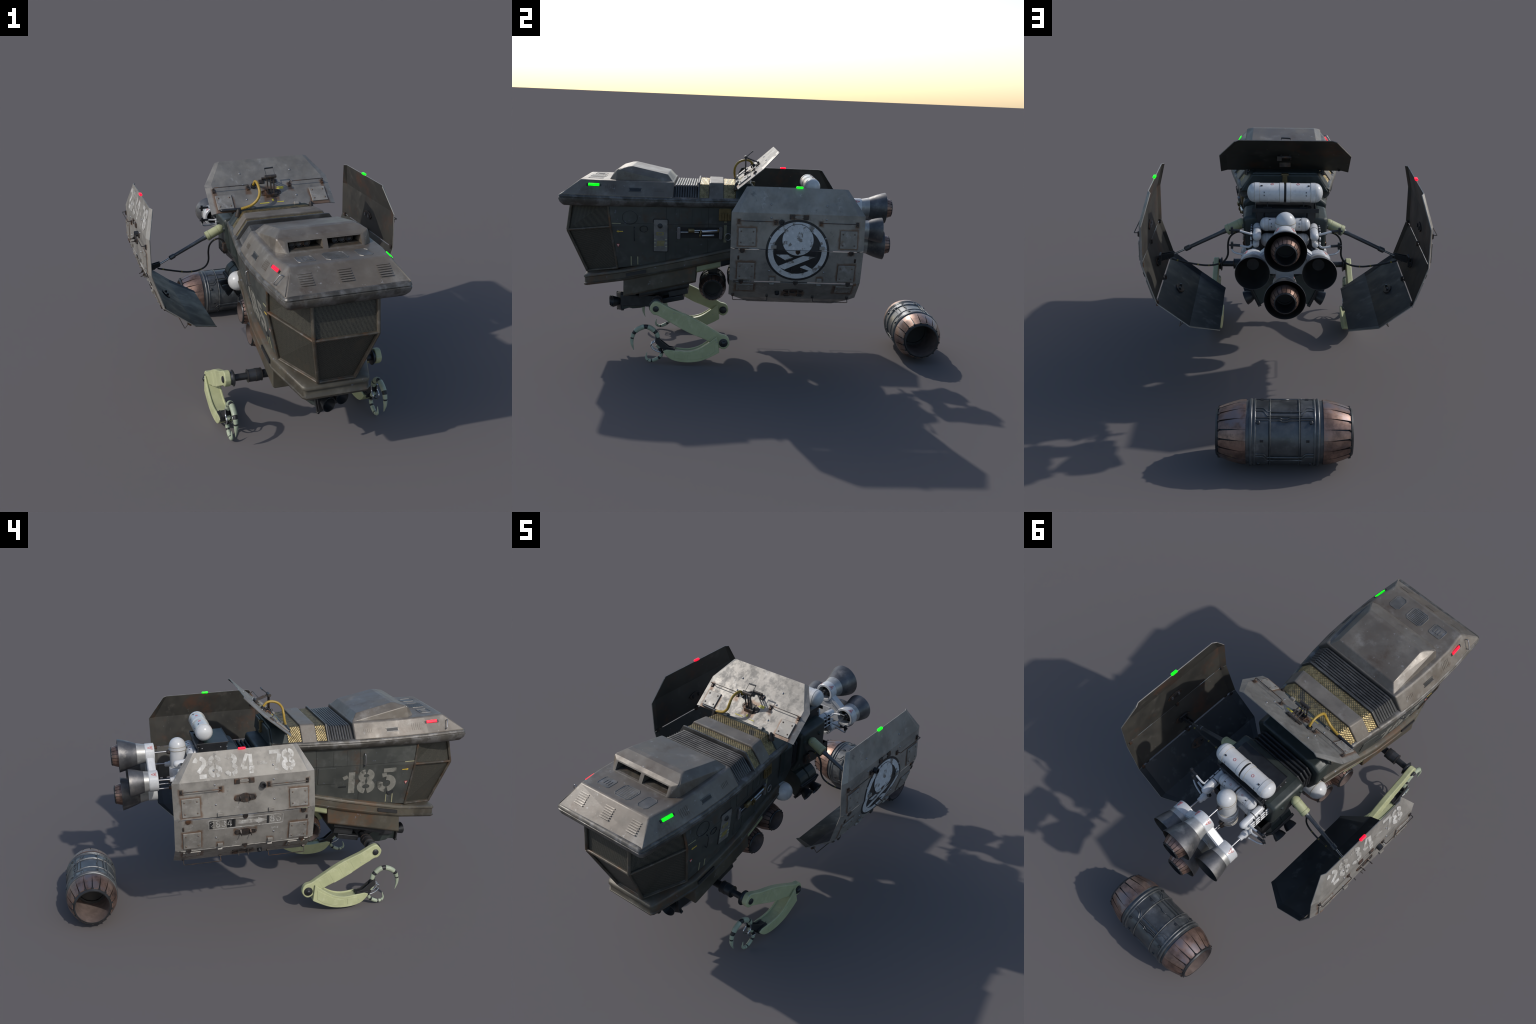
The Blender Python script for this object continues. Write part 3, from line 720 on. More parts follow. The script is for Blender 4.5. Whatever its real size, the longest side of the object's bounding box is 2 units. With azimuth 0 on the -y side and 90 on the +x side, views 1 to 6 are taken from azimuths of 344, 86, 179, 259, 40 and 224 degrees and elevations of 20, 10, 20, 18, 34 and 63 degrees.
def wing(sx):
    S = Sheet([(sx * x, 0, z) for x, z in ((.545, .930), (.577, .812), (.577, .644), (.525, .482), (.391, .379), (.272, .328))], (0, 1, 0), (sx, 0, 0))
    # normals of the lower facets point down and outwards
    for i, m in enumerate(S.n):
        if i >= 3 and m.z > 0: S.n[i] = -m
    S.roff = [.011, .011, .011, .011, .012, .010] if sx > 0 else [.011, .011, .011, .008, .005, .004]
    ext = [(-.074, .403), (-.142, .486), (-.142, .486), (-.142, .486), (-.142, .486), (-.063, .407)]
    ins = [.02, .032, .032, .032, .032, .02]
    T = S.panel('wing_panel', [0, 1, 2], ext, ins, [M_top, M_inside], ship, (0, .001))
    Mi = S.panel('wing_panel', [2, 3], ext, ins, [M_mid, M_inside], ship, (.001, .001))
    B = S.panel('wing_panel', [3, 4, 5], ext, ins, [M_low, M_inside2], ship, (.0015, 0))
    # upper panel
    for u in (.302, .042): bolt(S.at(u, 0, .081, 0), S.n[0], .0045, T, M_silver)
    for u in (.302, .043):
        for d in (.022, .110): bolt(S.at(u, 1, d, 0), S.n[1], .0045, T, M_silver)
    for u0, u1 in ((.277, .449), (-.107, .065)): sheet_bar(S, 1, u0, u1, .036, T)
    for u0, u1 in ((.371, .450), (-.107, -.026)):
        sheet_plate(S, 1, u0, u1, .071, .153, T, M_plate); sheet_plate(S, 2, u0, u1, .071, .155, Mi, M_plate); sheet_plate(S, 3, u0, u1, .022, .085, B, M_plate)
    for u in (.205, .141): sheet_box(S, 1, u, .014, .012, .011, .006, 'clip', M_darkrust, T)
    g = Geo(); pr = [(-.022, -.003), (-.022, .003), (-.01, .007), (.01, .007), (.022, .003), (.022, -.003), (.01, -.007), (-.01, -.007)]
    g.prism([S.at(.173 + a, 1, .014 + b, -.001) for a, b in pr], [S.at(.173 + a, 1, .014 + b, .003) for a, b in pr]); g.out('clip_link', M_plate, T, bevel=.001)
    sheet_cup(S, 1, .093, .040, T)
    for u in (.286, .060): sheet_box(S, 1, u, .154, .012, .008, .010, 'latch', M_plate, T); sheet_box(S, 2, u, .151, .012, .008, .010, 'latch', M_plate, Mi); sheet_box(S, 3, u, .012, .011, .006, .008, 'latch', M_plate, B)
    for u in (.426, .174, -.087): sheet_tab(S, 2, u, .006, Mi); sheet_tab(S, 2, u, .168, Mi)
    for u in (.448, -.104): sheet_box(S, 2, u, .045, .004, .010, .004, 'edge_lug', M_darkrust, Mi)
    for u in (.304, .044): bolt(S.at(u, 2, .110, 0), S.n[2], .0045, Mi, M_silver)
    # lower panel
    sheet_oval(S, 3, .172, .085, B); sheet_cup(S, 3, .093, .10, B, .011, .016)
    for u in (.205, .141): sheet_box(S, 3, u, .13, .012, .009, .006, 'clip', M_darkrust, B)
    for u0, u1 in ((.272, .443), (-.122, .047)): sheet_bar(S, 3, u0, u1, .14, B, .03)
    if sx < 0:
        sheet_oval(S, 1, .172, .090, T); sheet_oval(S, 2, .172, .092, Mi)
        g1, g2 = Geo(), Geo(); fn = lambda u, v, h: S.at(-u, 0, .123 - v, h)
        for c, u, gg in (('2', -.390, g1), ('8', -.325, g2), ('3', -.255, g2), ('4', -.186, g1), ('-', -.118, g2), ('7', -.062, g2), ('8', -.004, g1)):
            lettering(gg, c, u, .012, .060, .094, 0, fn, 0, .0012, 1.12)
        g1.out('registration_number', M_paint, T); g2.out('registration_number', M_paint2, T)
        # sign plate with small number, arrow and code
        g = Geo(); q = [(.337, .014), (.004, .014), (.004, .065), (.337, .065)]
        for a, b, c, d in ((.337, .004, .014, .016), (.337, .004, .063, .065), (.337, .335, .014, .065), (.006, .004, .014, .065)):
            q = [(a, c), (b, c), (b, d), (a, d)]; g.prism([S.at(u, 2, dd, 0) for u, dd in q], [S.at(u, 2, dd, .0012) for u, dd in q])
        q = [(.214, .030), (.118, .030), (.118, .023), (.078, .039), (.118, .055), (.118, .048), (.214, .048)]
        g.prism([S.at(u, 2, dd, 0) for u, dd in q], [S.at(u, 2, dd, .0014) for u, dd in q])
        fn2 = lambda u, v, h: S.at(-u, 2, .177 - v, h)
        lettering(g, '2834', -.332, .121, .021, .036, .0045, fn2, 0, .0013, .6); lettering(g, '85', -.066, .121, .024, .036, .005, fn2, 0, .0013, .6)
        lettering(g, '4A868', -.056, .083, .005, .011, .0016, fn2, 0, .001, .8)
        g.out('sign_marking', M_paint, Mi)
        g = Geo()
        for a, b in ((.232, .218), (.078, .068), (.256, .226), (.334, .318)):
            q = [(a, .018), (b, .018), (b, .061), (a, .061)]; g.prism([S.at(u, 2, dd, 0) for u, dd in q], [S.at(u, 2, dd, .0007) for u, dd in q])
        g.out('sign_ground', M_emblack, Mi)
    else:
        # round emblem: black disc, white ring, white ball over crossed bones; folded over the seam
        v0 = S.cum[2]
        def flat(polys, h0, h1, name, mat, parent):
            bm = bmesh.new()
            for P in polys: bm.faces.new([bm.verts.new((a, b, 0)) for a, b in P])
            bmesh.ops.bisect_plane(bm, geom=bm.verts[:] + bm.edges[:] + bm.faces[:], plane_co=(0, 0, 0), plane_no=(0, 1, 0))
            g = Geo(); bm.faces.ensure_lookup_table()
            for f in bm.faces:
                P = [(v.co.x, v.co.y) for v in f.verts]; cy = sum(b for a, b in P) / len(P)
                fc = 1 if cy > 0 else 2
                mp = (lambda a, b, h: S.at(YC + a, 1, S.L[1] - max(b, .0012), h)) if fc == 1 else (lambda a, b, h: S.at(YC + a, 2, max(-b, .0012), h))
                g.prism([mp(a, b, h0) for a, b in P], [mp(a, b, h1) for a, b in P])
            bm.free(); g.out(name, mat, parent)
        cv = -.007
        def sector(r0, r1, c=cv, n=64):
            o = []
            for i in range(n):
                a0, a1 = 2 * PI * i / n, 2 * PI * (i + 1) / n
                o.append([(r0 * math.cos(a0), c + r0 * math.sin(a0)), (r1 * math.cos(a0), c + r1 * math.sin(a0)), (r1 * math.cos(a1), c + r1 * math.sin(a1)), (r0 * math.cos(a1), c + r0 * math.sin(a1))])
            return o
        flat(sector(.0005, .150), -.001, .0008, 'emblem_ground', M_emblack, T)
        flat(sector(.114, .139), 0, .0016, 'emblem_ring', M_emblem, T)
        flat(sector(.0005, .0755, .048), 0, .0022, 'emblem_outline', M_emblack, T)
        flat(sector(.0005, .073, .048), 0, .0028, 'emblem_skull', M_emblem, T)
        px = lambda pts: [((x - 720) / 1965, -(y - 1017) / 1715) for x, y in pts]
        flat([px([(545, 1162), (775, 1064), (890, 1070), (610, 1188)]), px([(525, 1058), (630, 1055), (680, 1080), (615, 1107)]), px([(748, 1165), (800, 1145), (870, 1178), (850, 1196)])], 0, .0016, 'emblem_bone', M_emblem, Mi)
        flat(sector(.0005, .022, -.098, 20), 0, .0018, 'emblem_hub', M_black, Mi)
        g = Geo()
        for e in (-.022, .022): g.cyl(S.at(YC + e, 2, .094, 0), S.at(YC + e, 2, .094, .027), .0028, .0022, 10)
        g.out('socket_pin', M_darkrust, Mi, smooth=40)
    # lamp on the upper edge
    a = S.at(YC, 0, .0, 0)
    Geo().box(a + V((0, 0, .002)), (.012, .032, .008)).out('navigation_lamp', M_green_light if sx > 0 else M_red_light, T, bevel=.003)
    # inner fittings: oval hollows and piston mount
    for f, d, par in ((1, .09, T), (2, .092, Mi), (3, .085, B)):
        g = Geo(); pr = [(.045, 0), (.03, .014), (0, .021), (-.03, .014), (-.045, 0), (-.03, -.014), (0, -.021), (.03, -.014)]
        g.prism([S.at(.172 + x, f, d + y, -.004) for x, y in pr], [S.at(.172 + x, f, d + y, -.0085) for x, y in pr]); g.out('inner_socket', M_darkrust, par, bevel=.001)
        g = Geo()
        for e in (-.02, .02): g.box(S.at(.172 + e, f, d, -.0095), (.008, .009, .016))
        g.out('inner_lug', M_silver if (sx > 0 and f == 1) else M_dark, par)
    g = Geo()
    for u in (.46, -.116, .172): g.box(S.at(u, 1, .166, -.010), (.008, .014, .018)); g.box(S.at(u, 2, .172, -.010), (.01, .014, .02))
    g.out('inner_hinge', M_darkrust, Mi)
    return S
SW = {sx: wing(sx) for sx in (1, -1)}

# piston, cable
def pistons(m):
    s = -1 if m else 1
    Pm = lambda x, y, z: V((s * x, y, z))
    a = Pm(.174, .170, .736); d = (Pm(.519, .172, .568) - a); L = d.length; d.normalize()
    g = Geo(); g.rev(a, d, [(-.004, .010), (.002, .017), (.009, .0215), (.017, .0225), (.024, .0222), (.0245, .0212), (.0255, .0222), (.070, .0222), (.0705, .0212), (.0715, .0232), (.086, .0235), (.089, .018)], 28); g.out('piston_housing', M_arm, ship, smooth=40)
    g = Geo(); g.rev(a, d, [(-.03, .011), (.004, .011)], 16); g.rev(a, d, [(.085, .012), (.10, .0115), (.115, .0095), (.262, .0085), (.265, .0115), (.288, .0115), (.292, .007)], 20); g.out('piston_sleeve', M_steel, ship, smooth=40)
    g = Geo(); g.rev(a, d, [(.28, .0048), (L - .02, .0048)], 14); g.rev(a, d, [(-.02, .004), (.004, .012)], 14); g.out('piston_rod', M_chrome, ship, smooth=40)
    g = Geo(); e = a + d * (L - .005)
    for w in (-.009, .009): g.prism([e - d * .035 + V((0, w - .002, 0)) + V(q) for q in ((0, 0, -.009), (s * .055, 0, -.03), (s * .055, 0, .0), (0, 0, .011))], [e - d * .035 + V((0, w + .002, 0)) + V(q) for q in ((0, 0, -.009), (s * .055, 0, -.03), (s * .055, 0, .0), (0, 0, .011))])
    g.cyl(e + V((0, -.014, 0)), e + V((0, .014, 0)), .007, n=12); g.box(e + V((s * .03, 0, -.006)), (.008, .045, .045)); g.out('piston_clevis', M_dark, ship, bevel=.001)
    g = Geo(); c = [(.17, .155, .655), (.176, .155, .674), (.198, .157, .686), (.224, .158, .677), (.242, .159, .656), (.248, .160, .625), (.249, .160, .58), (.266, .161, .55), (.299, .163, .535), (.338, .165, .531), (.377, .167, .535), (.441, .172, .549), (.495, .173, .564)]
    c = [Pm(*q) for q in c]; g.tube(c, .0042, 8, 5); g.out('power_cable', M_black, ship, smooth=60)
    cc = catmull(c, 5); g = Geo()
    for i in (13, 38, 44, 50, 57): g.tube([cc[i], cc[i].lerp(cc[i + 1], .55)], .0046, 8, 1)
    g.out('cable_band', plain('yellow_band', (.24, .2, .03), .6), ship, smooth=40)
    g = Geo(); g.box(Pm(.170, .145, .64), (.02, .03, .05)); g.capsule(Pm(.172, .13, .62), Pm(.172, .165, .64), .012); g.out('cable_plug', M_darkrust, ship, bevel=.002)
both(pistons)

# roof hatch
HS = Sheet([(0, .093, 1.072), (0, .010, .991), (0, -.110, .889)], (1, 0, 0), (0, -1, 1))
HS.off = .008
hx = [(-.221, .221), (-.291, .291), (-.291, .291)]
M_hatch = panel_metal('hatch_sheet', [(.222, .912, .04, .034), (-.222, .912, .04, .034), (.10, .965, .006, .008), (.257, .965, .004, .008), (-.10, .965, .006, .008), (-.257, .965, .004, .008), (0, .945, .03, .02)], (0, 2), .38, .86)
hatch = HS.panel('roof_hatch', [0, 1, 2], hx, [.02, .03, .03], [M_hatch, M_inside], ship)
k = .927
for u0, u1 in ((.199 * k, .279 * k), (-.279 * k, -.199 * k)): sheet_plate(HS, 1, u0, u1, .068, .143, hatch, M_plate)
for u0, u1 in ((.105 * k, .277 * k), (-.279 * k, -.107 * k)): sheet_bar(HS, 1, u0, u1, .036, hatch, .022)
for u in (.12, -.12):
    bolt(HS.at(u, 0, .075, 0), HS.n[0], .0045, hatch, M_silver)
    for d in (.02, .10): bolt(HS.at(u * .98, 1, d, 0), HS.n[1], .0045, hatch, M_silver)
sheet_cup(HS, 1, -.072, .034, hatch, .0125, .014)
for u in (.03, -.03): sheet_box(HS, 1, u, .012, .012, .010, .006, 'clip', M_darkrust, hatch)
for u in (.105, -.105): sheet_box(HS, 1, u, .146, .011, .008, .010, 'latch', M_plate, hatch)
sheet_oval(HS, 1, 0, .075, hatch, pins=False)
g = Geo()
for (u, d, a, b) in ((.053, .048, .016, .0022), (.05, .056, .016, .003), (-.04, .128, .022, .002), (.035, .128, .016, .0018), (.002, .116, .004, .006), (.056, .052, .008, .002)):
    q = [(u - a, d - b), (u + a, d - b), (u + a, d + b), (u - a, d + b)]; g.prism([HS.at(x, 1, y, 0) for x, y in q], [HS.at(x, 1, y, .0012) for x, y in q])
g.out('warning_mark', plain('bright_yellow_mark', (.5, .42, .05), .6), hatch)
g = Geo()
b0 = V((.0, -.066, .945)); t0 = V((-.004, -.068, 1.028)); m0 = V((0, -.002, 1.004)); c0 = V((0, .012, .985))
for x in (-.016, .0, .014):
    g.tube([b0 + V((x, 0, 0)), t0 + V((x, 0, 0))], .0032, 8, 1); g.tube([t0 + V((x, 0, 0)), m0 + V((x, 0, 0))], .003, 8, 1)
for x in (-.02, .018): g.tube([b0 + V((x, .0, .002)), c0 + V((x * 1.2, -.008, -.01))], .0036, 8, 1); g.tube([m0 + V((x, 0, 0)), c0 + V((x, 0, -.006))], .0035, 8, 1)
for p, r in ((b0, .0065), (t0, .008), (m0, .006), (c0, .008)): g.cyl(p + V((-.026, 0, 0)), p + V((.026, 0, 0)), r, n=14)
g.box(b0 + V((0, .006, -.01)), (.05, .025, .02)); g.box(c0 + V((.026, .004, -.004)), (.02, .02, .02))
g.out('latch_linkage', M_darkrust, hatch, smooth=35)
g = Geo(); g.tube([t0 + V((-.018, 0, 0)), V((-.022, -.034, 1.058)), V((.018, -.034, 1.060)), t0 + V((.022, 0, 0))], .0014, 6, 1); g.cyl((-.022, -.034, 1.058), (.018, -.034, 1.060), .0035, n=10); g.out('latch_handle', M_dark, hatch, smooth=40)
g = Geo(); g.tube([(-.071, -.022, .982), (-.0705, -.042, 1.004), (-.070, -.070, 1.008), (-.071, -.100, .997), (-.071, -.119, .973), (-.082, -.123, .944), (-.112, -.120, .918), (-.158, -.116, .905)], .0062, 12, 8); g.out('ribbed_hose', M_hose, ship, smooth=60)
g = Geo(); g.tube([(-.155, -.116, .905), (-.235, -.113, .905), (-.245, -.110, .903), (-.247, -.10, .898)], .0062, 12, 4); g.out('hose_pipe', M_dark, ship, smooth=60)
for s in (1, -1):
    g = Geo(); g.rev((s * .173, -.116, .872), (s * -.05, 0, 1), [(0, .013), (.010, .0125), (.018, .0095), (.030, .0085), (.037, .005)], 16); g.out('hinge_boot', M_darkrust, ship, smooth=50)
g = Geo(); g.cyl((-.17, -.108, .886), (.17, -.108, .886), .006, n=12); g.out('hinge_rod', M_dark, ship, smooth=40)

# ------------------------------------------------------------------ neck section
def oct(y, w, wt, wb, zs, zt, zm, zb):
    h = [(wt, y, zt), (w - .008, y, zs + .010), (w, y, zs), (wb + (w - wb) * .75, y, zm), (wb, y, zb)]
    return [V(p) for p in h] + [V((-p[0], p[1], p[2])) for p in reversed(h)]
g = Geo(); g.loft([oct(-.055, .182, .150, .135, .775, .80, .66, .57), oct(-.034, .187, .155, .14, .777, .806, .66, .57), oct(.020, .187, .155, .135, .775, .803, .65, .56), oct(.028, .180, .150, .13, .770, .797, .65, .565)])
g.out('neck_bulkhead', M_neck, ship, bevel=.006)
g = Geo()
for i in range(4):
    y = .028 + i * .0195
    g.loft([oct(y, .143, .116, .10, .725, .757, .64, .58), oct(y + .005, .155, .128, .11, .743, .775, .64, .57), oct(y + .014, .155, .128, .11, .743, .775, .64, .57), oct(y + .0194, .143, .116, .10, .725, .757, .64, .58)])
g.out('neck_bellows', M_neckblack, ship, bevel=.004)
g = Geo(); g.loft([oct(.106, .170, .130, .118, .765, .787, .645, .565), oct(.116, .179, .140, .12, .780, .797, .645, .56), oct(.280, .179, .142, .128, .784, .800, .65, .55), oct(.292, .170, .135, .124, .778, .793, .65, .553)])
neck = g.out('neck_casing', M_neck, ship, bevel=.008, seg=3)
g = Geo()
for s in (1, -1):
    for y, z, x in ((.125, .74, .178), (.24, .74, .178), (.27, .62, .152), (.125, .60, .14)): g.rev((s * x, y, z), (s, 0, 0), [(-.004, .010), (.004, .007)], 6)
g.out('casing_nut', M_neck, ship)
# hollow dark tray, shelf and struts behind
g = Geo(); g.box((0, .24, .815), (.22, .12, .044)); g.out('shelf_base', M_neckblack, ship, bevel=.004)
g = Geo()
for s in (1, -1):
    for yy in (.285, .342): g.box((s * .098, yy, .602), (.104, .006, .060))
    for xx in (.049, .098, .147): g.box((s * xx, .3135, .602), (.006, .056, .060))
    g.box((s * .098, .3135, .575), (.104, .056, .006))
g.out('lattice_tray', M_black, ship)
g = Geo()
zt = .845
g.loft([[V((-.124, y, z)), V((.124, y, z)), V((.124, y, z - .005)), V((-.124, y, z - .005))] for y, z in ((.156, .850), (.160, .845), (.30, .840), (.315, .840))])
g.box((0, .316, .833), (.275, .004, .018))
for s in (1, -1): g.box((s * .124, .24, .838), (.004, .15, .012)); g.box((s * .121, .235, .815), (.008, .13, .04))
g.out('tank_shelf', M_tray, ship, bevel=.001)
g = Geo(); g.box((0, .302, .80), (.172, .012, .062)); g.box((0, .30, .76), (.256, .012, .03)); g.box((.105, .30, .80), (.03, .02, .055)); g.box((-.105, .30, .80), (.03, .02, .055)); g.box((0, .292, .69), (.25, .01, .14))
g.out('rear_bracket', M_tray, ship, bevel=.002)
g = Geo()
for s in (1, -1):
    g.box((s * .075, .292, .848), (.004, .012, .03)); g.box((s * .075, .29, .842), (.036, .03, .005))
    for y in (.17, .20, .29): bolt(V((s * .126, y, .82)), V((s, 0, 0)), .0035, ship, M_silver)
g.out('tank_cradle', M_tray, ship)
# rear wall of the hull with central latch
Geo().loft([[V(p) for p in ((.198, y, .815), (.150 + w, y, .897 + w), (-.150 - w, y, .897 + w), (-.198, y, .815))] for y, w in ((-.036, .0), (-.026, -.004))]).out('rear_bulkhead', M_neck, ship, bevel=.006)
g = Geo(); g.box((0, -.022, .868), (.022, .012, .05)); g.box((0, -.018, .846), (.016, .012, .016)); g.box((0, -.024, .897), (.032, .02, .008)); g.out('rear_latch', M_brass, ship, bevel=.002)

# ------------------------------------------------------------------ tanks
def tank(c, hl, r, rr, name='gas_tank', mk=True):
    """tank along x: two halves with strap rings, domed ends"""
    c = V(c)
    for s in (1, -1):
        g = Geo(); pr = [(.006 * rr, r * .97)]
        g.rev(c, (s, 0, 0), [(.004, r * .6), (.005, r * 1.02), (.022 * rr, r * 1.02), (.0225 * rr, r * .985), (hl - .051 * rr, r * .985), (hl - .0505 * rr, r * 1.03), (hl - .031 * rr, r * 1.03), (hl - .0305 * rr, r)] +
              [(hl - .0305 * rr + .0305 * rr * math.sin(a * PI / 16), r * math.cos(a * PI / 16)) for a in range(1, 9)], 36)
        g.out(name, M_white, ship, smooth=35)
        g = Geo()
        for t in (.0225 * rr, hl - .051 * rr, hl - .0305 * rr): g.rev(c, (s, 0, 0), [(t - .0006, r * 1.0), (t - .0006, r * 1.012), (t + .0006, r * 1.012), (t + .0006, r * 1.0)], 36)
        g.out('tank_seam', M_tan, ship, smooth=35)
        if mk:
            g = Geo(); cx = s * hl * .34
            def up(a, b, q): 
                th = b / r; return c + V((cx + a, r * (.985 + q) * math.sin(th + .25), r * (.985 + q) * math.cos(th + .25)))
            n_ = 16; R0 = .0062 * rr
            for i in range(n_):
                a0, a1 = 2 * PI * i / n_, 2 * PI * (i + 1) / n_
                P = [(R0 * math.cos(a0), R0 * math.sin(a0)), (R0 * math.cos(a1), R0 * math.sin(a1)), (R0 * .8 * math.cos(a1), R0 * .8 * math.sin(a1)), (R0 * .8 * math.cos(a0), R0 * .8 * math.sin(a0))]
                g.prism([up(a, b, .005) for a, b in P], [up(a, b, .03) for a, b in P])
            g.out('tank_mark', M_red, ship)
            g = Geo(); 
            for e in (-.007, .006):
                P = [(-.0015, e - .003), (.0015, e - .003), (.0015, e + .003), (-.0015, e + .003)]
                q_ = lambda a, b, h: c + V((s * hl * .55 + a, r * (.985 + h) * math.sin(1.45 + b / r), r * (.985 + h) * math.cos(1.45 + b / r)))
                g.prism([q_(a, b, .005) for a, b in P], [q_(a, b, .025) for a, b in P])
            g.box(c + V((s * (hl - .06 * rr), .02 * rr, r * .86)), (.008 * rr, .006 * rr, .004)); g.out('tank_tag', M_dark, ship)
tank((.003, .276, .899), .157, .0405, 1.0)
tank((.002, .330, .779), .104, .0275, .68)
tank((.002, .330, .711), .102, .0275, .68, mk=False)
Geo().cyl((-.006, .276, .899), (.012, .276, .899), .037, n=24).out('tank_spacer', M_black, ship, smooth=40)
# cross tank under the neck, only its domed ends show
def ball(m):
    s = -1 if m else 1
    Geo().capsule((0, -.012, .526), (s * .199, -.012, .526), .046, 32).out('ballast_tank', M_white, ship, smooth=40)
    Geo().rev((s * .150, -.012, .526), (s, 0, 0), [(0, .0455), (0, .0465), (.002, .0465), (.002, .0455)], 32).out('tank_seam', M_tan, ship, smooth=40)
both(ball)
# upright dome tank
g = Geo(); D = (.002, .395, 0)
g.rev(D, (0, 0, 1), [(.600, .02), (.601, .040), (.604, .0415), (.614, .0415), (.616, .0395), (.640, .0400), (.652, .044), (.658, .0475), (.662, .048), (.698, .048), (.703, .046), (.708, .040), (.790, .040), (.792, .0425), (.808, .0425)] + [(.808 + .043 * math.sin(a * PI / 16), .0418 * math.cos(a * PI / 16)) for a in range(0, 9)], 40)
g.out('dome_tank', M_white, ship, smooth=35)
g = Geo()
for z, r in ((.791, .0425), (.8085, .0428), (.7065, .0425), (.615, .0412)): g.rev(D, (0, 0, 1), [(z - .0007, r * .97), (z - .0007, r * 1.01), (z + .0007, r * 1.01), (z + .0007, r * .97)], 40)
g.out('tank_seam', M_tan, ship, smooth=35)
g = Geo()
for z in (.782, .632, .598): g.rev((.002, .425, z), (0, 1, 0), [(0, .012), (.008, .013), (.022, .010), (.026, .006)], 14)
g.box((.002, .40, .60), (.03, .05, .02)); g.out('strut_socket', M_darkrust, ship, smooth=40)

# ------------------------------------------------------------------ side gas pods and manipulator hooks at the rear
def pods(m):
    s = -1 if m else 1
    X = lambda x, y, z: V((s * x, y, z))
    Geo().capsule(X(.117, .295, .762), X(.117, .432, .752), .0175).capsule(X(.121, .295, .722), X(.121, .415, .714), .0135).out('gas_pod', M_white, ship, smooth=40)
    g = Geo(); g.rev(X(.117, .355, .757), (0, 1, -.07), [(0, .0172), (0, .0182), (.004, .0182), (.004, .0172)], 20); g.out('pod_band', M_black, ship)
    g = Geo()
    for z in (.757, .735, .714): g.tube([X(.141, .282, z + .004), X(.141, .398, z)], .0038, 8, 1)
    g.tube([X(.137, .395, .757), X(.15, .402, .762), X(.188, .400, .772)], .0048, 8, 3); g.tube([X(.137, .395, .712), X(.152, .402, .703), X(.188, .398, .708)], .0048, 8, 3)
    g.tube([X(.222, .395, .700), X(.214, .40, .682), X(.19, .41, .676), X(.15, .42, .676)], .0038, 8, 4)
    g.out('gas_pipe', M_white, ship, smooth=60)
    g = Geo()
    for y in (.31, .34, .37): g.box(X(.138, y, .736), (.012, .006, .06))
    for z in (.773, .709): g.cyl(X(.186, .400, z), X(.222, .397, z + .001), .0058, n=10); g.box(X(.219, .397, z), (.010, .012, .028)); g.cyl(X(.222, .397, z), X(.231, .397, z), .004, n=8)
    g.cyl(X(.108, .40, .69), X(.112, .41, .70), .008)
    g.out('pipe_valve', M_dark, ship, bevel=.001)
    g = Geo(); g.rev(X(.127, .385, .680), (0, 1, 0), [(0, .010), (.004, .0165), (.045, .0165), (.05, .013), (.066, .012), (.070, .007)], 20); g.out('thrust_actuator', M_white, ship, smooth=40)
    g = Geo(); g.cyl(X(.129, .44, .683), X(.130, .53, .685), .0045); g.out('thrust_rod', M_silver, ship, smooth=40)
both(pods)
g = Geo()
for z in (.784, .596): g.cyl((.002, .43, z), (.002, .53, z), .004)
for z in (.62,): g.cyl((.002, .44, z), (.002, .53, z), .003)
g.out('thrust_rod', M_silver, ship, smooth=40)

# ------------------------------------------------------------------ main engines
def nozzle(o, d, S, parent, inner_len=.2, n=18, st_=1.0, dark_=False):
    """copper petal nozzle; S = scale, distances in units of the big thruster: starts .145, ends .258"""
    o = V(o); d = V(d).normalized(); a = d.orthogonal().normalized(); b = d.cross(a); d = d * st_
    g = Geo()
    for k in range(n):
        c = 2 * PI * k / n
        def P(t, r, w):
            q = c + w; return o + d * (t * S) + (a * math.cos(q) + b * math.sin(q)) * (r * S)
        hw = PI / n
        st = [(.145, .1215, .985), (.168, .1205, .975), (.195, .1135, .90), (.222, .1045, .85), (.247, .0945, .80)]
        rows = []
        for t, r, f in st:
            rows.append([P(t, r, hw * f * e) * 1 for e in (-1, -.33, .33, 1)] + [P(t, r - .006, hw * f * e) for e in (1, .33, -.33, -1)])
        g.loft(rows)
    g.out('nozzle_petal', M_copper, parent, smooth=30)['kind'] = 'stuff'
    g = Geo(); g.rev(o, d, [(t * S * st_, r * S) for t, r in ((.14, .10), (.14, .1165), (.168, .1155), (.245, .0895), (.247, .0915), (.252, .0915), (.258, .0865), (.258, .0815), (.23, .083), (.215, .084))], 48, closed=False)
    g.f = g.f[:-2]
    g.out('nozzle_core', M_dark, parent, smooth=35)
    g = Geo(); g.rev(o, d, [(t * S * st_, r * S) for t, r in ((.2575, .0812), (.23, .0825), (.258 - inner_len, .078), (.258 - inner_len, .066), (.248 - inner_len, .066), (.248 - inner_len, .001))], 48)
    v = g.v; f = g.f[:-2]
    obj_from('nozzle_lining', v, f, None, parent, smooth='open', mats=[M_copperin if not dark_ else M_dark, M_black], fmat=[1 if i >= 48 * 2 else 0 for i in range(len(f))])  # deep faces coloured black for the unlit depth of the mouth
    g = Geo()
    for k in range(n):
        c = 2 * PI * (k + .5) / n
        p = o + d * (.2465 * S) + (a * math.cos(c) + b * math.sin(c)) * (.0925 * S)
        g.box(p, (.008 * S, .012 * S, .008 * S))
    g.out('nozzle_lug', M_black, parent)['kind'] = 'stuff'

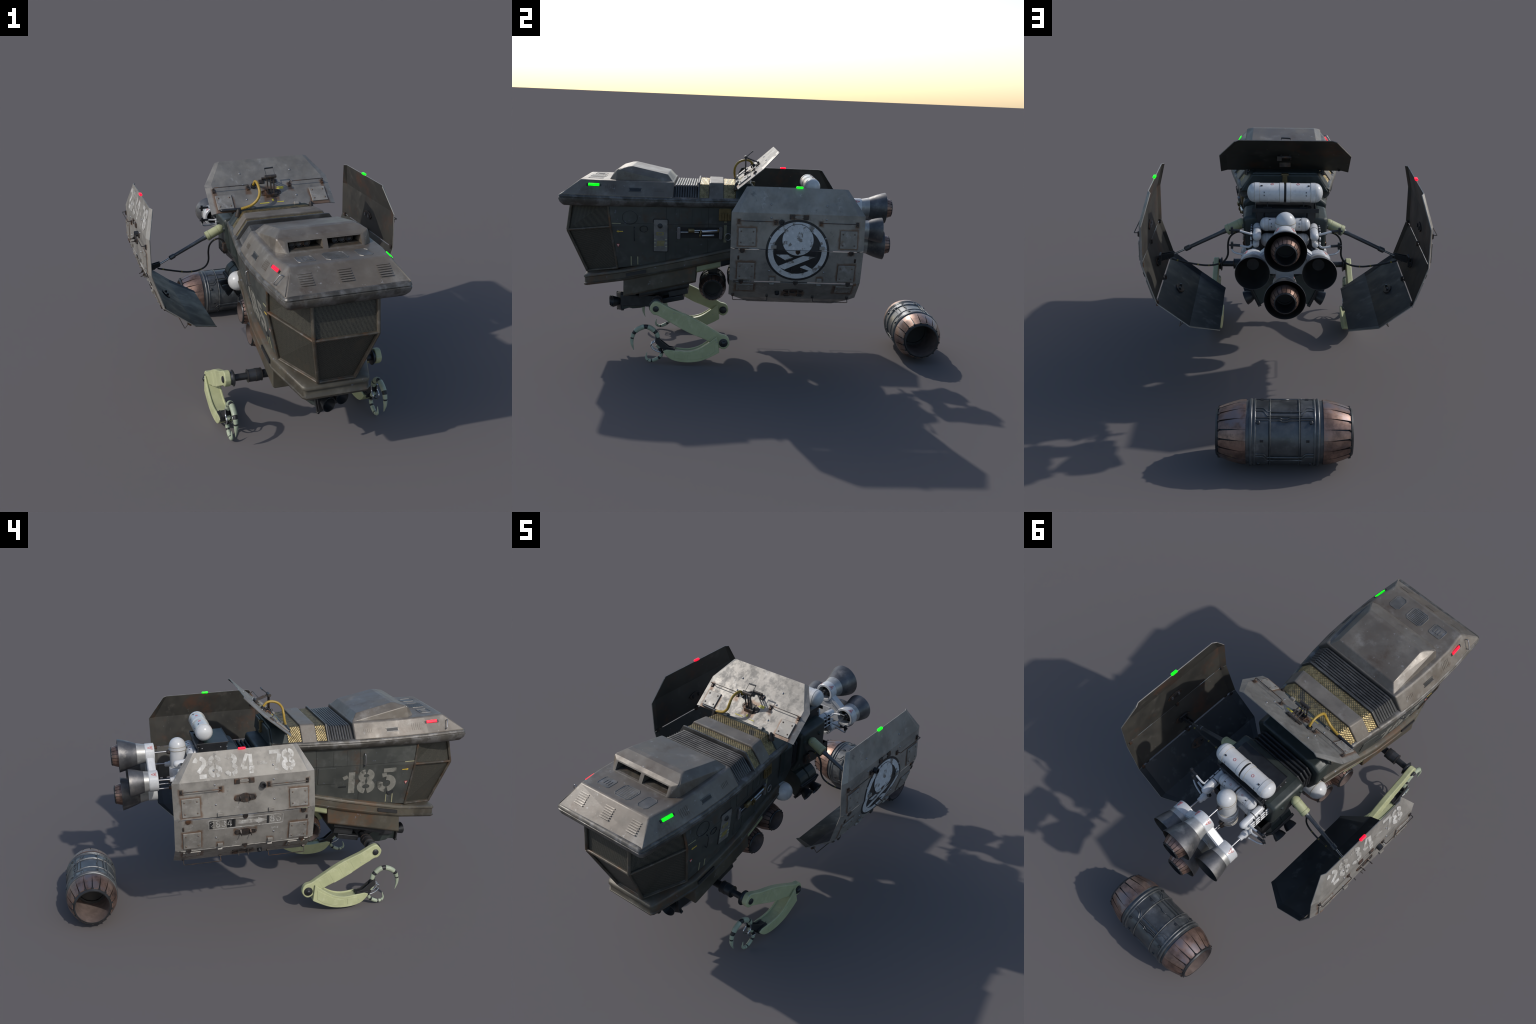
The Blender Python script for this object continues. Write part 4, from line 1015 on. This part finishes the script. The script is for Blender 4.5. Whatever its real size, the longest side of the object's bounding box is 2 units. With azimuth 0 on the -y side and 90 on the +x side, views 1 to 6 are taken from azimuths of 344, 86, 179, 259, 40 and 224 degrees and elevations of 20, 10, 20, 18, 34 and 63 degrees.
def bell(o, S, prof, cone, petals):
    o = V(o); d = (0, 1, 0)
    g = Geo(); g.rev(o, d, cone, 40)
    obj_from('bell_cone', g.v, g.f[:-2], M_bellcone, ship, smooth='open')
    n_ = len(prof); outp = prof; inp = [(t, r - .0025) for t, r in reversed(prof)]
    g = Geo(); g.rev(o, d, outp + [(outp[-1][0] + .0012, outp[-1][1] - .001)] , 48); f = g.f[:-2]
    obj_from('engine_bell', g.v, f, M_bell, ship, smooth='open')
    g = Geo(); g.rev(o, d, [(outp[-1][0] + .0012, outp[-1][1] - .001)] + inp + [(inp[-1][0] - .03, .022), (inp[-1][0] - .045, .012), (inp[-1][0] - .045, .0005)], 48)
    obj_from('bell_lining', g.v, g.f[:-2], M_bellin, ship, smooth='open')

for (x, z, top) in ((.004, .785, True), (.004, .589, True), (.130, .684, False), (-.128, .684, False)):
    if top:
        prof = [(.596, .0535), (.612, .0600), (.632, .0675), (.655, .0748), (.672, .0793), (.683, .0815)]
        cone = [(.553, .030), (.553, .045), (.562, .0462), (.580, .0500), (.5965, .0532)]
    else:
        prof = [(.578, .0512), (.595, .0562), (.615, .0615), (.635, .0655), (.648, .0678)]
        cone = [(.553, .030), (.553, .0478), (.562, .0485), (.5785, .0510)]
    bell((x, 0, z), 1, prof, cone, top)
    # white collar ring, open to the front with a dark hub
    r = .0475 if top else .0505
    g = Geo(); g.rev((x, 0, z), (0, 1, 0), [(.510, r - .012), (.510, r - .003), (.513, r), (.552, r), (.556, r - .003), (.556, r - .012)], 44, closed=True); g.out('engine_collar', M_white, ship, smooth=35)
    g = Geo(); g.rev((x, 0, z), (0, 1, 0), [(.508, .004), (.511, .012), (.520, .017), (.535, .020), (.55, .030), (.55, r - .013)], 28); g.out('engine_hub', M_dark, ship, smooth=35)
    g = Geo()
    for dirx in (1, -1):
        # red chevrons on the collars
        sgn = 1 if x >= 0 else -1
    for th in ((.62,) if abs(x) > .05 and x > 0 else (-.62,) if abs(x) > .05 else (-.75, .75)):
        def q(t, y, h): return V((x + (r + h) * math.sin(th + t / r), y, z + (r + h) * math.cos(th + t / r)))
        for a, b in (((-.010, .518), (0, .543)), ((.010, .518), (0, .543)), ((-.004, .518), (0, .530)), ((.004, .518), (0, .530))):
            w = .0011
            P = [(a[0] - w, a[1]), (a[0] + w, a[1]), (b[0] + w, b[1]), (b[0] - w, b[1])]
            g.prism([q(t, y, -.0005) for t, y in P], [q(t, y, .0006) for t, y in P])
    g.out('collar_mark', M_red, ship)
    if top:
        nozzle((x, .598, z), (0, 1, 0), .47, ship, .16, dark_=True)
# white yoke joining the collars
g = Geo()
for s in (1, -1):
    a = V((.004, 0, .785)); b = V((s * .129, 0, .684)); d = (b - a).normalized(); nn_ = V((-d.z, 0, d.x))
    p0 = a + d * .036; p1 = b - d * .038
    for w, y0, y1 in ((.018, .516, .550), (.012, .513, .553)):
        g.prism([p + nn_ * e + V((0, y0, 0)) for p, e in ((p0, -w), (p1, -w), (p1, w), (p0, w))], [p + nn_ * e + V((0, y1, 0)) for p, e in ((p0, -w), (p1, -w), (p1, w), (p0, w))])
g.box((.004, .533, .687), (.18, .034, .088)); g.box((.004, .533, .66), (.072, .038, .10)); g.box((.004, .533, .715), (.10, .033, .07))
g.out('engine_yoke', M_white, ship, bevel=.003)

# ------------------------------------------------------------------ small thruster pods (neck sides and chin)
def rcs(o, ax, wd, name='thruster_pod', long=False):
    """o: flange centre; ax: thrust direction; wd: direction along the pair"""
    o = V(o); ax = V(ax).normalized(); wd = V(wd); wd = (wd - ax * wd.dot(ax)).normalized(); up = wd.cross(ax)
    if up.z < 0: up = -up
    P = lambda a, w, u: o + ax * a + wd * w + up * u
    pr = [(-.002, -.046), (-.002, .044), (-.010, .060), (-.028, .074), (-.055, .081), (-.085, .076), (-.108, .058), (-.115, .020), (-.105, -.03), (-.06, -.046), (-.03, -.040)]
    if long: pr = [(-.002, -.046), (-.002, .04), (-.03, .05), (-.08, .05), (-.13, .04), (-.17, .02), (-.18, .0), (-.175, -.015), (-.14, -.030), (-.10, -.040), (-.055, -.042), (-.04, -.036)]
    g = Geo()
    ww = .054 if long else .063
    for w0, w1 in ((-ww, -.004), (.004, ww)): g.prism([P(a, w0, u) for a, u in pr], [P(a, w1, u) for a, u in pr])
    pi = [(a * .97, u * .93) for a, u in pr]; g.prism([P(a, -.01, u) for a, u in pi], [P(a, .01, u) for a, u in pi])
    g.out(name, M_neck, ship, bevel=.003)
    g = Geo()
    for w0, w1, a0, a1, e in ((-.069, .069, -.004, .004, .049), (-.063, .063, .004, .010, .043)):
        q = [(w0, -e), (w1, -e), (w1, e), (w0, e)]; g.prism([P(a0, w, u) for w, u in q], [P(a1, w, u) for w, u in q])
    for w in (-.066, .066):
        for u in (-.044, .044): g.cyl(P(-.006, w, u), P(.008, w, u), .006, n=8)
    g.out('pod_flange', M_black, ship, bevel=.0015)
    for w in (-.035, .035):
        g = Geo(); g.rev(P(.008, w, 0), ax, [(0, .017), (.008, .020), (.022, .027), (.040, .0315), (.0405, .030), (.022, .0245), (.008, .015)], 28); g.out('pod_nozzle', M_dark, ship, smooth=40)
for s in (1, -1): rcs((s * .125, .205, .428), (s * .9, 0, -.42), (0, 1, 0))
rcs((.036, -.709, .245), (.28, -.96, 0), (.94, .29, .2), long=True)
g = Geo(); g.box((.03, -.60, .262), (.15, .2, .06)); g.box((.0, -.50, .285), (.12, .16, .06)); g.out('chin_mount', M_dark, ship, bevel=.004)
g = Geo(); R_ = Matrix.Rotation(.22, 3, 'X')
g.box((.0, -.425, .285), (.28, .112, .026), R_); g.box((.0, -.40, .322), (.29, .10, .03), R_); g.box((0, -.42, .28), (.05, .05, .05)); g.out('belly_bracket', M_dark, ship, bevel=.003)
g = Geo()
for y, z in ((-.66, .31), (-.63, .30)): g.cyl((-.1, y, z), (.1, y, z), .01)
g.out('belly_pipe', M_dark, ship, smooth=40)

# ------------------------------------------------------------------ double-ended thrusters
def thruster(o, S, parent, st_=1.0, depth=.2):
    o = V(o); d = V((1, 0, 0))
    mm = lambda pr: [(t * S * st_, r * S) for t, r in pr]
    g = Geo(); g.rev(o, d, mm([(-.145, .10), (-.145, .117), (-.131, .117), (-.131, .1215), (-.06, .1215), (-.058, .119), (.058, .119), (.06, .1215), (.131, .1215), (.131, .117), (.145, .117), (.145, .10)]), 64); g.f = g.f[:-2]; g.out('thruster_drum', M_steel, parent, smooth=35)
    g = Geo()
    for s in (1, -1):
        for t, w, r in ((.1255, .0062, .1262), (.1115, .0055, .1252), (.0545, .003, .1248)):
            g.rev(o, d, mm([(s * t - w, r - .008), (s * t - w * .8, r - .002), (s * t, r), (s * t + w * .8, r - .002), (s * t + w, r - .008)]), 64, closed=True)
    g.out('drum_hoop', M_steel, parent, smooth=60)
    for s in (1, -1): nozzle(o, d * s, S, parent, depth, st_=st_)
    g = Geo()
    def Q(x, th, r=.1225): return o + V((x * st_, r * math.sin(th), r * math.cos(th))) * S
    for base in (1.75, 2.75, .25, -.9, -2.2):
        for e, kk in ((0, .12), (.11, .16)):
            p = [Q(-.108, base + e), Q(-.08, base + e), Q(-.066, base + e + kk), Q(-.05, base + e + kk + .02), Q(.05, base + e + kk + .02), Q(.066, base + e + kk), Q(.08, base + e), Q(.108, base + e)]
            g.tube(p, .0022 * S, 6, 3)
    for th in (.6, .68, -.35): g.tube([Q(-.108, th), Q(-.02, th), Q(-.012, th + .04), Q(.012, th + .04), Q(.02, th), Q(.108, th)], .002 * S, 6, 2)
    g.out('drum_pipe', M_steel, parent, smooth=60)
    g = Geo()
    for s in (1, -1):
        for th in (.75, 2.3, -1.1): g.rev(Q(s * .098, th, .119), V((0, math.sin(th), math.cos(th))), mm([(0, .008), (.007, .007), (.009, .004)]), 12)
        for th in (1.3, -.3, -1.8): g.box(Q(s * .085, th, .1215), (.012 * S, .012 * S, .006 * S))
    g.out('drum_stud', M_dark, parent)
loose = new_empty('detached_thruster'); loose['label'] = 'double ended barrel shaped thruster with copper petals'; loose['category'] = 'engine'
thruster((.003, .874, .126), 1.0, loose)
thruster((0, -.222, .345), .572, ship, 1.1, .10)
thruster((0, -.074, .393), .572, ship, 1.1, .10)
g = Geo(); g.box((0, -.222, .42), (.10, .05, .08)); g.box((0, -.074, .46), (.10, .05, .08)); g.out('thruster_pylon', M_dark, ship, bevel=.003)

# ------------------------------------------------------------------ claw arms
def yz(poly, x0, x1): return [V((x0, y, z)) for y, z in poly], [V((x1, y, z)) for y, z in poly]
def curve2(p, k=3): return [(q.x, q.y) for q in catmull([V((a, b, 0)) for a, b in p], k)]
UP = [(-.531, .290), (-.515, .314), (-.498, .321), (-.474, .313), (-.428, .289), (-.385, .272), (-.340, .254), (-.300, .235), (-.252, .208), (-.198, .176), (-.172, .161), (-.150, .156), (-.134, .142), (-.127, .115), (-.140, .092), (-.158, .084), (-.178, .092), (-.232, .123), (-.285, .146), (-.325, .161), (-.381, .190), (-.441, .224), (-.490, .250), (-.510, .254), (-.526, .270)]
FL = [(-.177, .070), (-.212, .050), (-.264, .026), (-.316, .016), (-.369, .0165), (-.414, .027), (-.444, .049), (-.459, .071)]
FT = [(-.440, .079), (-.395, .075), (-.335, .072), (-.283, .086), (-.231, .120), (-.190, .154)]
UP = curve2(UP + UP[:1])[:-1]; FL = curve2(FL); FT = curve2(FT)
def inset(poly, c, k): 
    cy = sum(p[0] for p in poly) / len(poly); cz = sum(p[1] for p in poly) / len(poly)
    return [(cy + (y - cy) * k, cz + (z - cz) * k) for y, z in poly]
def arm(m):
    s = -1 if m else 1
    def poly(g, p, x0, x1): a, b = yz(p, s * x0, s * x1); g.prism(a, b)
    g = Geo(); poly(g, UP, .329, .357); up = g.out('upper_arm', M_arm, ship, bevel=.005, seg=3)
    # raised fields on the outer face
    g = Geo()
    ax = V((0, .341, -.166)).normalized(); pe = V((0, .166, .341)).normalized()
    for t0, t1, w in ((.075, .165, .026), (.182, .226, .032), (.240, .283, .031), (.298, .345, .024)):
        o = V((s * .3555, -.531, .302))
        q = [(t0, -w), (t1, -w), (t1, w), (t0, w)]; o = V((s * .3555, -.499, .284)) - ax * .035 + pe * .0
        g.prism([o + ax * a + pe * b for a, b in q], [o + ax * a + pe * b + V((s * .002, 0, 0)) for a, b in q])
    g.out('arm_field', M_arm, ship, bevel=.001)
    g = Geo()
    body = FL + FT
    web = FL + [(y, z - .006) for y, z in FT]
    poly(g, web, .309, .365); g.out('forearm', M_arm, ship, bevel=.002)
    for x0, x1 in ((.304, .3125), (.3615, .370)):
        g = Geo(); poly(g, body, x0, x1); g.out('forearm_side', M_arm, ship, bevel=.003, seg=3)
    g = Geo()
    for q in ([(-.20, .075), (-.20, .125), (-.232, .103), (-.285, .070), (-.335, .056), (-.335, .030), (-.28, .033), (-.23, .052)], [(-.35, .03), (-.35, .06), (-.40, .063), (-.40, .036)]): poly(g, q, .369, .3715)
    g.out('arm_field', M_arm, ship, bevel=.001)
    g = Geo(); g.rev((s * .354, -.158, .118), (s, 0, 0), [(0, .022), (.005, .022), (.006, .018), (.009, .017), (.010, .012), (.014, .010), (.017, .004)], 20); g.rev((s * .354, -.499, .284), (s, 0, 0), [(0, .0155), (.007, .0145), (.009, .011)], 20)
    g.rev((s * .331, -.158, .118), (-s, 0, 0), [(0, .022), (.008, .02), (.012, .012)], 20); g.out('joint_pin', M_dark, ship, smooth=40)
    g = Geo(); g.rev((s * .12, -.503, .286), (s, 0, 0), [(0, .018), (.07, .018), (.072, .015), (.20, .015)], 20); g.rev((s * .190, -.503, .286), (s, 0, 0), [(0, .02), (.004, .0265), (.026, .0285), (.03, .027), (.058, .027), (.064, .025), (.066, .018)], 24)
    g.rev((s * .312, -.501, .285), (s, 0, 0), [(0, .030), (.003, .036), (.006, .036), (.008, .03), (.018, .026)], 28); g.out('shoulder_axle', M_dark, ship, smooth=40)
    g = Geo()
    for t in (.192, .218, .252): g.rev((s * t, -.503, .286), (s, 0, 0), [(0, .027), (0, .0288), (.0015, .0288), (.0015, .027)], 24)
    g.out('axle_edge', M_darkrust, ship, smooth=40)
    # wrist bracket with bright hooks
    BR = [(-.500, .141), (-.498, .108), (-.475, .088), (-.459, .072), (-.424, .076), (-.392, .080), (-.43, .088), (-.467, .116)]
    g = Geo()
    for x in (.322, .350): poly(g, BR, x, x + .005)
    poly(g, [(-.46, .06), (-.46, .084), (-.40, .082), (-.40, .06)], .318, .366); g.out('wrist_bracket', M_black, ship, bevel=.001)
    g = Geo()
    for x in (.3245, .3525):
        c = [(-.50, .143), (-.499, .125), (-.502, .114), (-.517, .104), (-.520, .092), (-.511, .078), (-.494, .067), (-.470, .060)]
        g.tube([V((s * x, a, b)) for a, b in c], .0032, 8, 5)
    g.out('wrist_hook', M_chrome, ship, smooth=60)
    # claws: enamel segments and dark joints
    def claw(pts, rad, marks, name):
        P = catmull([V((s * .338, a, b)) for a, b in pts], 10); n_ = len(P)
        gs, gd = Geo(), Geo()
        for i, (t0, t1, dark) in enumerate(marks):
            i0 = int(t0 * (n_ - 1)); i1 = int(t1 * (n_ - 1)); seg_ = P[i0:i1 + 1]
            rr = [interp(rad, (i0 + (i1 - i0) * j / 8) / (n_ - 1)) * (.8 if dark else .92) for j in range(9)]
            (gd if dark else gs).tube(seg_, 0, 12, 1, radii=[(j / 8, rr[j]) for j in range(9)])
        gs.out(name, M_claw, ship, smooth=45); gd.out('claw_joint', M_black, ship, smooth=45)
    claw([(-.478, .098), (-.485, .123), (-.492, .149), (-.502, .163), (-.525, .181), (-.553, .187), (-.586, .174), (-.606, .155), (-.613, .138), (-.617, .115), (-.615, .092), (-.606, .064)],
         [(0, .010), (.2, .0135), (.35, .014), (.6, .0135), (.72, .011), (.82, .010), (.9, .0075), (1, .0008)],
         [(0, .14, True), (.13, .235, False), (.23, .30, True), (.295, .415, False), (.41, .475, True), (.47, .605, False), (.60, .67, True), (.665, .755, False), (.75, .79, True), (.785, 1, False)], 'claw')
    claw([(-.492, .096), (-.482, .086), (-.474, .070), (-.468, .052), (-.474, .034), (-.494, .020), (-.513, .0125), (-.527, .0125), (-.539, .018), (-.545, .030), (-.540, .056)],
         [(0, .012), (.3, .010), (.5, .0105), (.7, .009), (.8, .008), (.9, .0055), (1, .0008)],
         [(0, .14, False), (.13, .30, True), (.30, .40, False), (.395, .455, True), (.45, .60, False), (.595, .66, True), (.655, .75, False), (.745, .78, True), (.775, 1, False)], 'claw')
both(arm)

bpy.context.view_layer.update()
